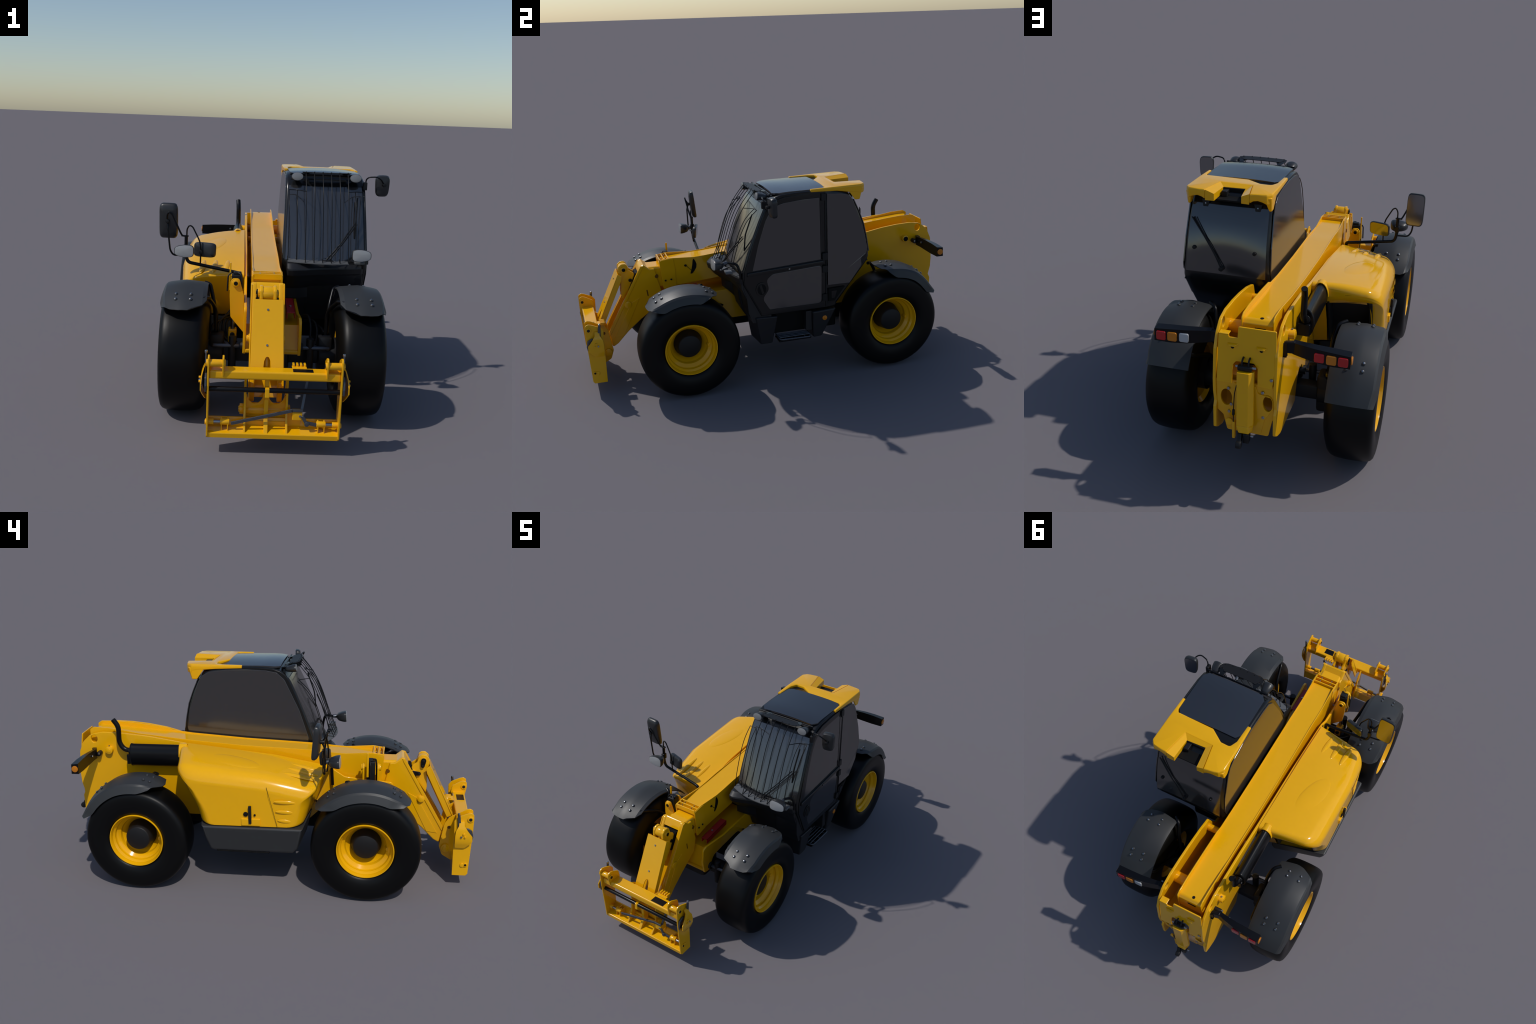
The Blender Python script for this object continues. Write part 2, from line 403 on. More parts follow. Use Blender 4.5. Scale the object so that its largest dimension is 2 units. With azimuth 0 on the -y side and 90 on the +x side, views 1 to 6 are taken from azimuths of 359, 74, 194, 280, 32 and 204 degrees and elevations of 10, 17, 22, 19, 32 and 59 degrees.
# rear cover, tilted forwards at its upper edge
lean = lambda w: Vector((w.x, w.y - (w.z - 0.456) * 0.13, w.z))
cov = [(0.013, 0.668, 0.006), (-0.125, 0.668, 0.006), (-0.128, 0.62), (-0.128, 0.54), (-0.120, 0.456), (-0.067, 0.458), (-0.064, 0.525, 0.015), (-0.050, 0.541, 0.01),
       (0.015, 0.541, 0.01), (0.026, 0.527, 0.015), (0.027, 0.456), (0.083, 0.456), (0.084, 0.632), (0.045, 0.632), (0.045, 0.626), (0.014, 0.626)]
plate("cover_panel", YEL, ch, cov, 'y', 0.931, 0.937, 0.0015, warp=lean)
box("cover_panel", YEL, ch, 0.047, 0.084, 0.886, 0.914, 0.632, 0.6375, 0.002)
for x in (0.03, -0.075):
    hull("lifting_lug", YEL, ch, [(x - 0.02, 0.918, 0.60), (x + 0.02, 0.918, 0.60), (x + 0.011, 0.931, 0.598), (x - 0.011, 0.931, 0.598),
                                  (x - 0.02, 0.918, 0.606), (x + 0.02, 0.918, 0.606), (x + 0.012, 0.930, 0.604), (x - 0.012, 0.930, 0.604)], 0.0015)
    cyl("lug_hole", DRK, ch, (x, 0.914, 0.592), (x, 0.9215, 0.592), 0.006, 0)
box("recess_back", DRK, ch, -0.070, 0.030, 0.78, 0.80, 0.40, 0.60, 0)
lean2 = lambda w: Vector((w.x, w.y - max(0, 0.47 - w.z) * 0.115 + 0.001, w.z))
low = [(0.088, 0.462), (0.088, 0.325), (0.067, 0.305, 0.006), (0.054, 0.238, 0.01), (-0.102, 0.235, 0.01), (-0.118, 0.307, 0.006), (-0.124, 0.32), (-0.124, 0.462)]
plate("hitch_plate", YEL, ch, low, 'y', 0.919, 0.929, 0.002, holes=[circle(0.052, 0.385, 0.021, 24, 0.036), circle(-0.103, 0.385, 0.019, 24, 0.036)], warp=lean2)
plate("hitch_plate", YEL, ch, [(0.020, 0.455), (-0.060, 0.455), (-0.067, 0.425, 0.008), (-0.115, 0.415), (-0.122, 0.40), (-0.122, 0.365), (-0.09, 0.31, 0.01), (-0.075, 0.243), (0.035, 0.243), (0.045, 0.32), (0.030, 0.36), (0.022, 0.44)],
      'y', 0.9285, 0.933, 0.0015, holes=[circle(-0.103, 0.385, 0.018, 24, 0.034)], warp=lean2)
box("hitch_backing", YEL, ch, IX0, IX1, 0.80, 0.805, 0.25, 0.46, 0.001)
for x, z in ((0.041, 0.429), (-0.085, 0.432), (0.033, 0.36), (0.042, 0.326), (-0.085, 0.322), (-0.117, 0.49)):
    stamp("bolt", hexh, ch, (x, 0.9325 - max(0, 0.47 - z) * 0.115, z), (0, 1, 0), 1.15)
# pick-up hitch
hi = group("hitch", root)
plate("hitch_post", YEL, hi, [(0.003, 0.935), (0.003, 0.962, 0.006), (-0.041, 0.962, 0.006), (-0.056, 0.945, 0.004), (-0.056, 0.935)], 'z', 0.300, 0.517, 0.002)
hull("hitch_post", YEL, hi, [(0.003, 0.934, 0.301), (0.003, 0.963, 0.301), (-0.041, 0.963, 0.301), (-0.056, 0.934, 0.301), (-0.008, 0.934, 0.268), (-0.008, 0.968, 0.275), (-0.046, 0.968, 0.275), (-0.052, 0.934, 0.268)], 0.003)
hull("tow_hook", HUB, hi, [(-0.004, 0.945, 0.275), (-0.004, 0.972, 0.275), (-0.022, 0.972, 0.275), (-0.022, 0.945, 0.275), (-0.008, 0.965, 0.236), (-0.008, 0.992, 0.242), (-0.022, 0.992, 0.242), (-0.022, 0.965, 0.236)], 0.004)
cyl("tow_hook", HUB, hi, (-0.005, 0.985, 0.238), (-0.025, 0.985, 0.238), 0.015, 0.004)
box("tow_hook", HUB, hi, -0.048, -0.024, 0.945, 0.972, 0.236, 0.275, 0.005)
cyl("tow_pin", STL, hi, (-0.062, 0.955, 0.262), (-0.048, 0.955, 0.262), 0.005)
cyl("tow_pin", STL, hi, (-0.063, 0.940, 0.531), (0.012, 0.940, 0.531), 0.005)
box("hitch_head", HUB, hi, -0.050, 0.004, 0.928, 0.952, 0.519, 0.538, 0.005)
for x in (-0.036, -0.012):
    tube("hydraulic_hose", HUB, hi, [(x, 0.943, 0.535), (x, 0.942, 0.556), (x, 0.92, 0.56)], 0.0035, 0.01)
tube("release_cable", BLK, hi, [(0.010, 0.935, 0.450), (0.0145, 0.945, 0.42), (0.0165, 0.947, 0.36), (0.017, 0.947, 0.30)], 0.0018)
cyl("release_cable", HUB, hi, (0.0165, 0.947, 0.355), (0.017, 0.947, 0.333), 0.005)
box("latch_bracket", YEL, hi, 0.010, 0.021, 0.934, 0.95, 0.236, 0.305, 0.002)
cyl("latch_bracket", YEL, hi, (0.035, 0.931, 0.296), (0.035, 0.94, 0.296), 0.014)

# tail lamp bars
for s in (-1, 1):
    tl = group("tail_lamp", root)
    X = lambda xo: CX + s * xo
    def sec(xo, y0, y1, z0, z1):
        return [(X(xo), y0, z0), (X(xo), y1, z0), (X(xo), y1 - 0.002, z1 - 0.004), (X(xo), y0, z1)]
    secs = [sec(0.150, 0.822, 0.842, 0.555, 0.603), sec(0.185, 0.828, 0.852, 0.552, 0.603), sec(0.24, 0.834, 0.864, 0.546, 0.602), sec(0.30, 0.836, 0.870, 0.543, 0.600), sec(0.3625, 0.836, 0.872, 0.545, 0.596)]
    me = loft_mesh(secs); 
    put("lamp_bar", me, BLK, tl, 20)
    box("lamp_bar", BLK, tl, X(0.1185), X(0.128), 0.838, 0.852, 0.545, 0.597, 0.003)
    hull("lamp_bar", BLK, tl, [(X(0.120), 0.834, 0.560), (X(0.120), 0.852, 0.560), (X(0.120), 0.850, 0.601), (X(0.120), 0.832, 0.601), (X(0.158), 0.824, 0.556), (X(0.158), 0.843, 0.556), (X(0.158), 0.843, 0.602), (X(0.158), 0.822, 0.602)], 0.003)
    cyl("lamp_bar_clamp", HUB, tl, (X(0.118), 0.815, 0.575), (X(0.150), 0.815, 0.575), 0.012)
    cyl("clamp_bolt", STL, tl, (X(0.150), 0.812, 0.578), (X(0.158), 0.812, 0.578), 0.006)
    cols = (RED, AMB, RED) if s < 0 else (WHT, AMB, RED)
    for xo, m in zip((0.2505, 0.2945, 0.3365), cols):
        yb = ip([(0.24, 0.8635), (0.30, 0.8695), (0.3625, 0.8715)], xo)
        plate("lamp_lens", m, tl, [(X(xo) - 0.0185, 0.5495, 0.008), (X(xo) + 0.0185, 0.5495, 0.008), (X(xo) + 0.0185, 0.5855, 0.008), (X(xo) - 0.0185, 0.5855, 0.008)], 'y', yb - 0.006, yb + 0.004, 0.003)
    cyl("side_reflector", AMB, tl, (X(0.362), 0.853, 0.570), (X(0.367), 0.853, 0.570), 0.0155)
    cyl("plug", STL, tl, (X(0.20), 0.829, 0.58), (X(0.20), 0.823, 0.58), 0.005)

# ---------------- boom
bo = group("boom", root)
top = [(-0.586, 0.594), (-0.53, 0.602), (-0.48, 0.599), (-0.40, 0.594), (-0.34, 0.598), (-0.25, 0.607), (-0.15, 0.612), (0.10, 0.624), (0.37, 0.644), (0.48, 0.657), (0.515, 0.672, 0.02), (0.60, 0.682), (0.70, 0.692), (0.78, 0.698), (0.852, 0.697, 0.015), (0.872, 0.685, 0.012)]
bot = [(0.872, 0.56), (0.80, 0.552), (0.0, 0.490), (-0.31, 0.466), (-0.503, 0.451), (-0.571, 0.436, 0.01)]
topL = [(-0.586, 0.594), (-0.53, 0.602), (-0.48, 0.599), (-0.40, 0.594), (-0.34, 0.598), (-0.25, 0.607), (-0.15, 0.612), (0.10, 0.622), (0.37, 0.643), (0.48, 0.655), (0.61, 0.668), (0.70, 0.683), (0.78, 0.694), (0.852, 0.697, 0.015), (0.872, 0.685, 0.012)]
plate("boom_side", YEL, bo, topL + bot, 'x', -0.1055, -0.1005, 0.0012)
plate("boom_side", YEL, bo, top + bot, 'x', 0.0095, 0.0145, 0.0012)
coretop = [(-0.53, 0.585), (-0.34, 0.594), (-0.25, 0.602), (-0.15, 0.608), (0.10, 0.620), (0.37, 0.639), (0.48, 0.650), (0.60, 0.661), (0.70, 0.670), (0.80, 0.679), (0.855, 0.680, 0.018), (0.868, 0.665, 0.01)]
plate("boom_tube", YEL, bo, [(-0.575, 0.58)] + coretop + [(0.868, 0.585), (0.80, 0.556), (0.0, 0.495), (-0.31, 0.470), (-0.5, 0.456), (-0.565, 0.45)], 'x', -0.1008, 0.0098, 0.001)
plate("boom_collar", YEL, bo, [(-0.5855, 0.592, 0.01), (-0.53, 0.600), (-0.512, 0.597), (-0.505, 0.55, 0.05), (-0.503, 0.452), (-0.571, 0.437, 0.01)], 'x', 0.0142, 0.0175, 0.001)
plate("boom_collar", YEL, bo, [(-0.5855, 0.592, 0.01), (-0.53, 0.600), (-0.512, 0.597), (-0.505, 0.55, 0.05), (-0.503, 0.452), (-0.571, 0.437, 0.01)], 'x', -0.1085, -0.1052, 0.001)
for y in (-0.581, -0.558, -0.535):
    box("collar_rib", YEL, bo, -0.1015, 0.0105, y - 0.003, y + 0.003, 0.575, 0.598 + (y + 0.581) * 0.05, 0.001)
for y in (-0.5695, -0.5465):
    for x in (-0.075, -0.018):
        cyl("stud", STL, bo, (x, y, 0.582), (x, y, 0.5985), 0.0028, 0.0005, 10)
for y, z in ((-0.559, 0.485), (-0.529, 0.488)):
    cyl("stud", HUB, bo, (0.017, y, z), (0.0225, y, z), 0.005, 0.001, 6)
cyl("grease_hole", DRK, bo, (-0.055, 0.845, 0.678), (-0.055, 0.845, 0.6806), 0.007, 0)
box("boom_slot", DRK, bo, -0.075, -0.035, 0.8675, 0.8690, 0.64, 0.652, 0)
# boom angle indicator: dial segment and pointer
arc = [(-0.404, 0.586), (-0.396, 0.572), (-0.390, 0.555), (-0.392, 0.538), (-0.402, 0.520), (-0.416, 0.505), (-0.425, 0.506), (-0.418, 0.530), (-0.4125, 0.555), (-0.4095, 0.578)]
plate("angle_dial", DRK, bo, arc, 'x', 0.0145, 0.0165, 0.0006)
plate("angle_pointer", BLK, bo, [(-0.4185, 0.524), (-0.4155, 0.520), (-0.4435, 0.552), (-0.4405, 0.556), (-0.4510, 0.561), (-0.4570, 0.553), (-0.4500, 0.546), (-0.4450, 0.549)], 'x', 0.0146, 0.0175, 0.0006)
# telescoping inner section
box("inner_boom", YEL, bo, -0.0995, 0.0085, -0.66, -0.50, 0.448, 0.563, 0.012, 4)
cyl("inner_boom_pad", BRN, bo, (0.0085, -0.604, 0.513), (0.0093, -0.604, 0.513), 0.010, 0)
# slanting nose
NS = group("boom_nose", root)
nose = [(-0.612, 0.556, 0.01), (-0.636, 0.556), (-0.668, 0.582, 0.006), (-0.682, 0.577, 0.006), (-0.874, 0.235, 0.02), (-0.858, 0.152, 0.01), (-0.828, 0.170), (-0.77, 0.230), (-0.700, 0.288, 0.02), (-0.60, 0.36, 0.03), (-0.583, 0.435, 0.02), (-0.60, 0.50)]
nin = [(-0.612, 0.553), (-0.636, 0.553), (-0.658, 0.553), (-0.835, 0.235), (-0.845, 0.172), (-0.822, 0.180), (-0.77, 0.236), (-0.700, 0.294), (-0.60, 0.368), (-0.585, 0.44)]
plate("nose_plate", YEL, NS, nose, 'x', -0.109, -0.088, 0.006, seg=3)
plate("nose_plate", YEL, NS, nose, 'x', -0.003, 0.018, 0.006, seg=3)
plate("nose_web", YEL, NS, nin, 'x', -0.09, -0.001, 0.001)
plate("nose_web", YEL, NS, [(-0.636, 0.555), (-0.668, 0.5815), (-0.681, 0.576), (-0.698, 0.545), (-0.688, 0.538), (-0.655, 0.545)], 'x', -0.092, 0.001, 0.002)
box("nose_pocket", DRK, NS, -0.084, -0.007, -0.727, -0.70, 0.45, 0.535, 0, warp=lambda w: Vector((w.x, w.y + (w.z - 0.50) * 0.47, w.z)))  # black block set on the web where the opening looks dark
# raised edges round the nose front
for x0, x1 in ((-0.1125, -0.1065), (0.0155, 0.0215)):
    plate("nose_flange", YEL, NS, [(-0.670, 0.579), (-0.685, 0.575), (-0.878, 0.230), (-0.872, 0.215), (-0.864, 0.222), (-0.676, 0.562)], 'x', x0, x1, 0.002)
# lower boss with capped pin
for x0, x1 in ((-0.116, -0.108), (0.017, 0.025)):
    cyl("nose_pin", YEL, NS, (x0, -0.762, 0.378), (x1, -0.762, 0.378), 0.0185, 0.002)
cyl("nose_pin", YEL, NS, (-0.124, -0.762, 0.378), (-0.116, -0.762, 0.378), 0.013, 0.002)
for x0, x1 in ((-0.1115, -0.1085), (0.0175, 0.0205)):
    hull("nose_gusset", YEL, NS, [(x0, -0.700, 0.408), (x0, -0.745, 0.385), (x0, -0.845, 0.205), (x0, -0.795, 0.212), (x1, -0.700, 0.408), (x1, -0.745, 0.385), (x1, -0.845, 0.205), (x1, -0.795, 0.212)], 0.001)
plate("nose_slot", BRN, NS, rounded([(-0.6625, 0.446), (-0.656, 0.446), (-0.652, 0.412), (-0.6585, 0.412)], 0.003), 'x', 0.0178, 0.0186, 0.0002)
plate("nose_hole", BRN, NS, circle(-0.604, 0.513, 0.0095), 'x', 0.009, 0.0186, 0.0002)
plate("nose_hole", BRN, NS, circle(-0.604, 0.513, 0.0095), 'x', -0.1096, -0.10, 0.0002)
# tilt linkage
TL = group("tilt_linkage", root)
lobe = [(-0.740, 0.552), (-0.748, 0.580, 0.01), (-0.758, 0.589, 0.012), (-0.778, 0.589, 0.012), (-0.794, 0.575, 0.012), (-0.797, 0.545, 0.02), (-0.786, 0.500), (-0.790, 0.43), (-0.785, 0.40), (-0.735, 0.47), (-0.712, 0.515, 0.015), (-0.717, 0.535, 0.01)]
plate("rocker_arm", YEL, TL, lobe, 'x', -0.0795, -0.0665, 0.003)
plate("rocker_arm", YEL, TL, lobe, 'x', -0.0275, -0.0145, 0.003)
cyl("rocker_pin", YEL, TL, (-0.068, -0.768, 0.559), (-0.026, -0.768, 0.559), 0.027, 0.003)
cyl("rocker_pin", YEL, TL, (-0.086, -0.768, 0.559), (-0.008, -0.768, 0.559), 0.0155, 0.002)
cyl("rocker_plug", BLK, TL, (-0.009, -0.768, 0.559), (-0.0065, -0.768, 0.559), 0.0095, 0.001)
cyl("rocker_plug", BLK, TL, (-0.016, -0.738, 0.499), (-0.011, -0.738, 0.499), 0.009, 0.001)
for (y0, z0), (y1, z1) in (((-0.769, 0.563), (-0.766, 0.537)), ((-0.722, 0.500), (-0.750, 0.498))):
    d = Vector((y1 - y0, z1 - z0)); n = Vector((-d.y, d.x)).normalized()
    a0 = math.atan2(n.y, n.x)
    pts = [(y0 + 0.0125 * math.cos(a0 + math.pi * k / 8), z0 + 0.0125 * math.sin(a0 + math.pi * k / 8)) for k in range(9)]
    pts += [(y1 + 0.009 * math.cos(a0 + math.pi + math.pi * k / 8), z1 + 0.009 * math.sin(a0 + math.pi + math.pi * k / 8)) for k in range(9)]
    plate("pin_keeper", BLK, TL, pts, 'x', -0.0915, -0.086, 0.001)
    cyl("keeper_bolt", HUB, TL, (-0.094, y1, z1), (-0.091, y1, z1), 0.005, 0.0008, 6)
    cyl("keeper_bolt", HUB, TL, (-0.094, y0, z0), (-0.091, y0, z0), 0.007, 0.0008, 6)
    cyl("rocker_boss", YEL, TL, (-0.087, y0, z0), (-0.079, y0, z0), 0.015, 0.001)
cyl("tilt_cylinder", YEL, TL, (-0.047, -0.768, 0.55), (-0.047, -0.885, 0.30), 0.013, 0.003)
cyl("tilt_rod", STL, TL, (-0.047, -0.884, 0.31), (-0.047, -0.902, 0.26), 0.009, 0.002)
# channel-shaped guard in front of the tilt cylinder
fy = lambda z: -0.8000 - (0.542 - z) * 0.470
dn = Vector((0, -0.905, 0.425))          # outward direction of the guard face
def strip(x0, x1, z0, z1, d0, d1, b=0.0015):
    def P(x, z, d): return tuple(Vector((x, fy(z), z)) - dn * d)
    return [P(x0, z0, d0), P(x1, z0, d0), P(x1, z0, d1), P(x0, z0, d1), P(x0, z1, d0), P(x1, z1, d0), P(x1, z1, d1), P(x0, z1, d1)]
def tilt_plate(u):   # local (x, length down the slope) -> world
    return u
gl = 0.27
slope = Vector((0, -0.425, -0.905))
o0 = Vector((0, -0.800, 0.543))
fw = lambda w: Vector((w.x, 0, 0)) + o0 + slope * (-w.z) + dn * (-w.y)
gx0, gx1 = -0.1045, 0.0115
face = [(gx0, 0.0), (gx1, 0.0), (gx1 + 0.004, -gl), (-0.030, -gl), (-0.033, -gl + 0.035, 0.004), (-0.040, -gl + 0.052, 0.008), (-0.050, -gl + 0.052, 0.008), (-0.057, -gl + 0.035, 0.004), (-0.060, -gl), (gx0 - 0.004, -gl)]
plate("linkage_guard", YEL, TL, face, 'y', -0.0025, 0.0025, 0.0012, warp=fw)
for xa in (gx0 + 0.0025, gx1 - 0.0025):
    s = 1 if xa > BX else -1
    fl = lambda w, s=s: Vector((w.x, 0, 0)) + o0 + slope * (-w.z) + dn * (-w.y)
    bm_pts = [(0.002, 0.0), (0.022, -0.004), (0.028, -0.03), (0.028, -gl), (0.002, -gl)]
    plate("linkage_guard", YEL, TL, bm_pts, 'x', xa - 0.0025, xa + 0.0025, 0.001, warp=fl)
for t in (0.04, 0.175):
    stamp("bolt", hexh, TL, o0 + slope * t + Vector((-0.047, 0, 0)) + dn * 0.002, dn, 0.85)

# ---------------- tool carriage
CA = group("tool_carriage", root)
sidep = [(-0.914, 0.060), (-0.976, 0.060), (-0.985, 0.070), (-0.998, 0.27), (-1.0, 0.345, 0.015), (-0.999, 0.368, 0.012), (-0.985, 0.376, 0.012), (-0.968, 0.372), (-0.928, 0.354, 0.012), (-0.912, 0.335, 0.01), (-0.9135, 0.285)]
earp = [(-0.95, 0.300), (-0.992, 0.300), (-1.0, 0.345, 0.015), (-0.999, 0.368, 0.012), (-0.985, 0.376, 0.012), (-0.968, 0.372), (-0.928, 0.350, 0.012), (-0.922, 0.315, 0.01), (-0.928, 0.300)]
for s in (-1, 1):
    X = lambda xo: CX + s * xo
    plate("carriage_side", YEL, CA, sidep, 'x', X(0.2375), X(0.2445), 0.0018)
    cyl("side_boss", YEL, CA, (X(0.240), -0.972, 0.117), (X(0.250), -0.972, 0.117), 0.0095, 0.001)
    cyl("side_boss", DRK, CA, (X(0.240), -0.972, 0.117), (X(0.2505), -0.972, 0.117), 0.0055, 0)
    plate("carriage_ear", YEL, CA, earp, 'x', X(0.1845), X(0.1915), 0.0018)
    cyl("ear_tube", YEL, CA, (X(0.180), -0.984, 0.346), (X(0.250), -0.984, 0.346), 0.0135, 0.001)
    cyl("ear_pin", HUB, CA, (X(0.178), -0.984, 0.346), (X(0.2515), -0.984, 0.346), 0.0075, 0.001)
    # latch: bent cover, handle and hook outside the carriage
    st = [(0.242, 0.338, -0.956, -0.935), (0.253, 0.336, -0.957, -0.934), (0.262, 0.318, -0.958, -0.933), (0.268, 0.295, -0.974, -0.921), (0.270, 0.270, -0.994, -0.918), (0.270, 0.245, -0.995, -0.918), (0.263, 0.225, -0.980, -0.918), (0.255, 0.206, -0.962, -0.920), (0.243, 0.201, -0.960, -0.921)]
    secs = [[(X(xo), y0, z), (X(xo), y1, z), (X(xo - 0.004), y1, z - 0.001), (X(xo - 0.004), y0, z - 0.001)] for xo, z, y0, y1 in st]
    put("latch_cover", loft_mesh(secs), YEL, CA, 25)
    for y, z in ((-0.955, 0.282), (-0.945, 0.268), (-0.962, 0.268)):
        cyl("latch_screw", STL if y > -0.95 else YEL, CA, (X(0.268), y, z), (X(0.2765), y, z), 0.0045, 0.001, 10)
    hull("latch_handle", GSTL, CA, [(X(0.250), -0.936, 0.372), (X(0.256), -0.936, 0.372), (X(0.256), -0.924, 0.372), (X(0.250), -0.924, 0.372), (X(0.250), -0.950, 0.262), (X(0.256), -0.950, 0.262), (X(0.256), -0.932, 0.262), (X(0.250), -0.932, 0.262)], 0.002)
    cyl("latch_handle", STL, CA, (X(0.253), -0.930, 0.366), (X(0.253), -0.930, 0.3775), 0.0055, 0.002, 12)
    plate("latch_hook", GSTL, CA, [(-0.958, 0.300), (-0.975, 0.304), (-0.994, 0.292, 0.01), (-1.0, 0.262, 0.01), (-0.996, 0.240), (-0.990, 0.262), (-0.972, 0.278)], 'x', X(0.246), X(0.254), 0.002)
    # pins low down
    cyl("locking_pin", STL, CA, (X(0.17), -0.958, 0.114), (X(0.235), -0.958, 0.114), 0.0065, 0.001)
    cyl("pin_socket", YEL, CA, (X(0.218), -0.958, 0.114), (X(0.249), -0.958, 0.114), 0.0105, 0.0015)
    cyl("pin_socket", YEL, CA, (X(0.160), -0.958, 0.115), (X(0.194), -0.958, 0.115), 0.0115, 0.0015)
    for xo in (0.166, 0.189):
        cyl("pin_socket", YEL, CA, (X(xo), -0.955, 0.115), (X(xo), -0.953, 0.1295), 0.003, 0.0008, 10)
        box("pin_bracket", YEL, CA, X(xo) - 0.002, X(xo) + 0.002, -0.968, -0.92, 0.075, 0.116, 0.0008)
box("carriage_beam", YEL, CA, CX - 0.239, CX + 0.239, -0.9885, -0.928, 0.287, 0.319, 0.007, 3)
plate("beam_label", BLK, CA, [(0.047, -0.980), (0.121, -0.980), (0.121, -0.944), (0.047, -0.944)], 'z', 0.3185, 0.3198, 0.0003)
box("comb_bracket", YEL, CA, 0.046, 0.100, -0.930, -0.905, 0.316, 0.320, 0.001)
for k in range(4):
    box("comb_tooth", YEL, CA, 0.048 + k * 0.014, 0.0565 + k * 0.014, -0.917, -0.893, 0.317, 0.329, 0.002)
cyl("tool_shaft", BLK, CA, (CX - 0.250, -0.978, 0.247), (CX + 0.250, -0.978, 0.247), 0.0095, 0.001)
plate("carriage_sill", YEL, CA, [(-0.981, 0.062), (-0.983, 0.080, 0.004), (-0.93, 0.094, 0.006), (-0.922, 0.12), (-0.916, 0.12), (-0.916, 0.062)], 'x', CX - 0.239, CX + 0.239, 0.0015)
rib = [(-0.928, 0.312), (-0.900, 0.295), (-0.878, 0.262, 0.01), (-0.857, 0.145, 0.02), (-0.872, 0.100, 0.02), (-0.918, 0.072), (-0.976, 0.080), (-0.972, 0.092), (-0.945, 0.125), (-0.935, 0.20), (-0.935, 0.312)]
for x in (-0.123, 0.032):
    plate("carriage_rib", YEL, CA, rib, 'x', x - 0.0042, x + 0.0042, 0.0015)
plate("carriage_rib", YEL, CA, [(-0.930, 0.30), (-0.960, 0.30), (-0.964, 0.258), (-0.988, 0.256, 0.004), (-0.990, 0.222, 0.004), (-0.972, 0.212), (-0.948, 0.200), (-0.945, 0.13), (-0.965, 0.10), (-0.979, 0.080), (-0.91, 0.080)], 'x', -0.0525, -0.0365, 0.002)
arcx = lambda c: [(c + 0.030 * math.cos(math.pi + math.pi * k / 10), 0.205 + 0.036 * math.sin(math.pi + math.pi * k / 10)) for k in range(11)]
pan = [(-0.121, 0.085), (-0.121, 0.20)] + arcx(-0.085) + arcx(-0.005) + [(0.030, 0.20), (0.030, 0.085)]
plate("carriage_panel", YEL, CA, pan, 'y', -0.908, -0.900, 0.001)
plate("carriage_panel", YEL, CA, [(-0.119, 0.085), (0.028, 0.085), (0.028, 0.11), (-0.119, 0.11)], 'y', -0.93, -0.905, 0.001)
for x0, x1 in ((-0.142, -0.127), (0.036, 0.048)):
    cyl("carriage_pivot", YEL, CA, (x0, -0.886, 0.139), (x1, -0.886, 0.139), 0.020, 0.002)
cyl("carriage_pivot", YEL, CA, (-0.146, -0.886, 0.139), (-0.12, -0.886, 0.139), 0.012, 0.002)
cyl("carriage_pivot", YEL, CA, (-0.12, -0.886, 0.139), (0.03, -0.886, 0.139), 0.026, 0.002)
for x in (-0.1275, 0.0365):
    s = -1 if x < BX else 1
    cyl("rib_hole", BRN, CA, (x - 0.0002, -0.900, 0.245), (x + 0.0006 * s, -0.900, 0.245), 0.008, 0)
# coupling lever
def bar(name, mat, p0, p1, w, t):
    p0 = Vector(p0); p1 = Vector(p1); d = (p1 - p0).normalized(); n = Vector((0, 1, 0)); u = d.cross(n).normalized()
    q = [p + a * u * w / 2 + b * n * t / 2 for p in (p0, p1) for a, b in ((-1, -1), (1, -1), (1, 1), (-1, 1))]
    return hull(name, mat, CA, [tuple(v) for v in q], 0.001)
bar("coupling_link", GSTL, (-0.172, -0.966, 0.112), (0.052, -0.966, 0.168), 0.012, 0.006)
bar("coupling_link", GSTL, (0.048, -0.966, 0.168), (0.090, -0.966, 0.168), 0.010, 0.006)
bar("coupling_lever", GSTL, (0.086, -0.955, 0.165), (0.108, -0.915, 0.285), 0.010, 0.006)
bar("coupling_link", GSTL, (0.088, -0.966, 0.148), (0.105, -0.966, 0.118), 0.012, 0.006)
bar("coupling_link", GSTL, (0.100, -0.964, 0.122), (0.150, -0.962, 0.112), 0.013, 0.006)
cyl("coupling_link", GSTL, CA, (0.106, -0.972, 0.118), (0.106, -0.960, 0.118), 0.009, 0.001)
box("coupling_bracket", YEL, CA, 0.052, 0.0885, -0.966, -0.925, 0.130, 0.161, 0.003)
box("coupling_bracket", YEL, CA, 0.036, 0.085, -0.930, -0.924, 0.085, 0.155, 0.001)
stamp("bolt", hexh, CA, (0.080, -0.966, 0.147), (0, -1, 0), 0.9)

# ---------------- compensation ram on the engine side of the chassis
CR = group("lift_linkage", root)
lev = [(-0.186, 0.571, 0.012), (-0.158, 0.571, 0.012), (-0.150, 0.545, 0.01), (-0.137, 0.50), (-0.134, 0.345), (-0.190, 0.410, 0.015), (-0.196, 0.505), (-0.194, 0.555, 0.01)]
for y in (-0.492, -0.560):
    plate("lever_plate", YEL, CR, lev, 'y', y - 0.0045, y + 0.0045, 0.0015)
    cyl("lever_boss", YEL, CR, (-0.172, y - 0.012 * (1 if y < -0.52 else -1), 0.552), (-0.172, y, 0.552), 0.0155, 0.002)
    cyl("lever_plug", DRK, CR, (-0.172, y - 0.0125 * (1 if y < -0.52 else -1), 0.552), (-0.172, y, 0.552), 0.0085, 0)
box("valve_block", HUB, CR, -0.190, -0.150, -0.545, -0.506, 0.46, 0.582, 0.004)
box("valve_block", HUB, CR, -0.183, -0.150, -0.535, -0.512, 0.58, 0.592, 0.003)
box("marker_plate", YEL, CR, -0.199, -0.193, -0.516, -0.506, 0.510, 0.627, 0.002)
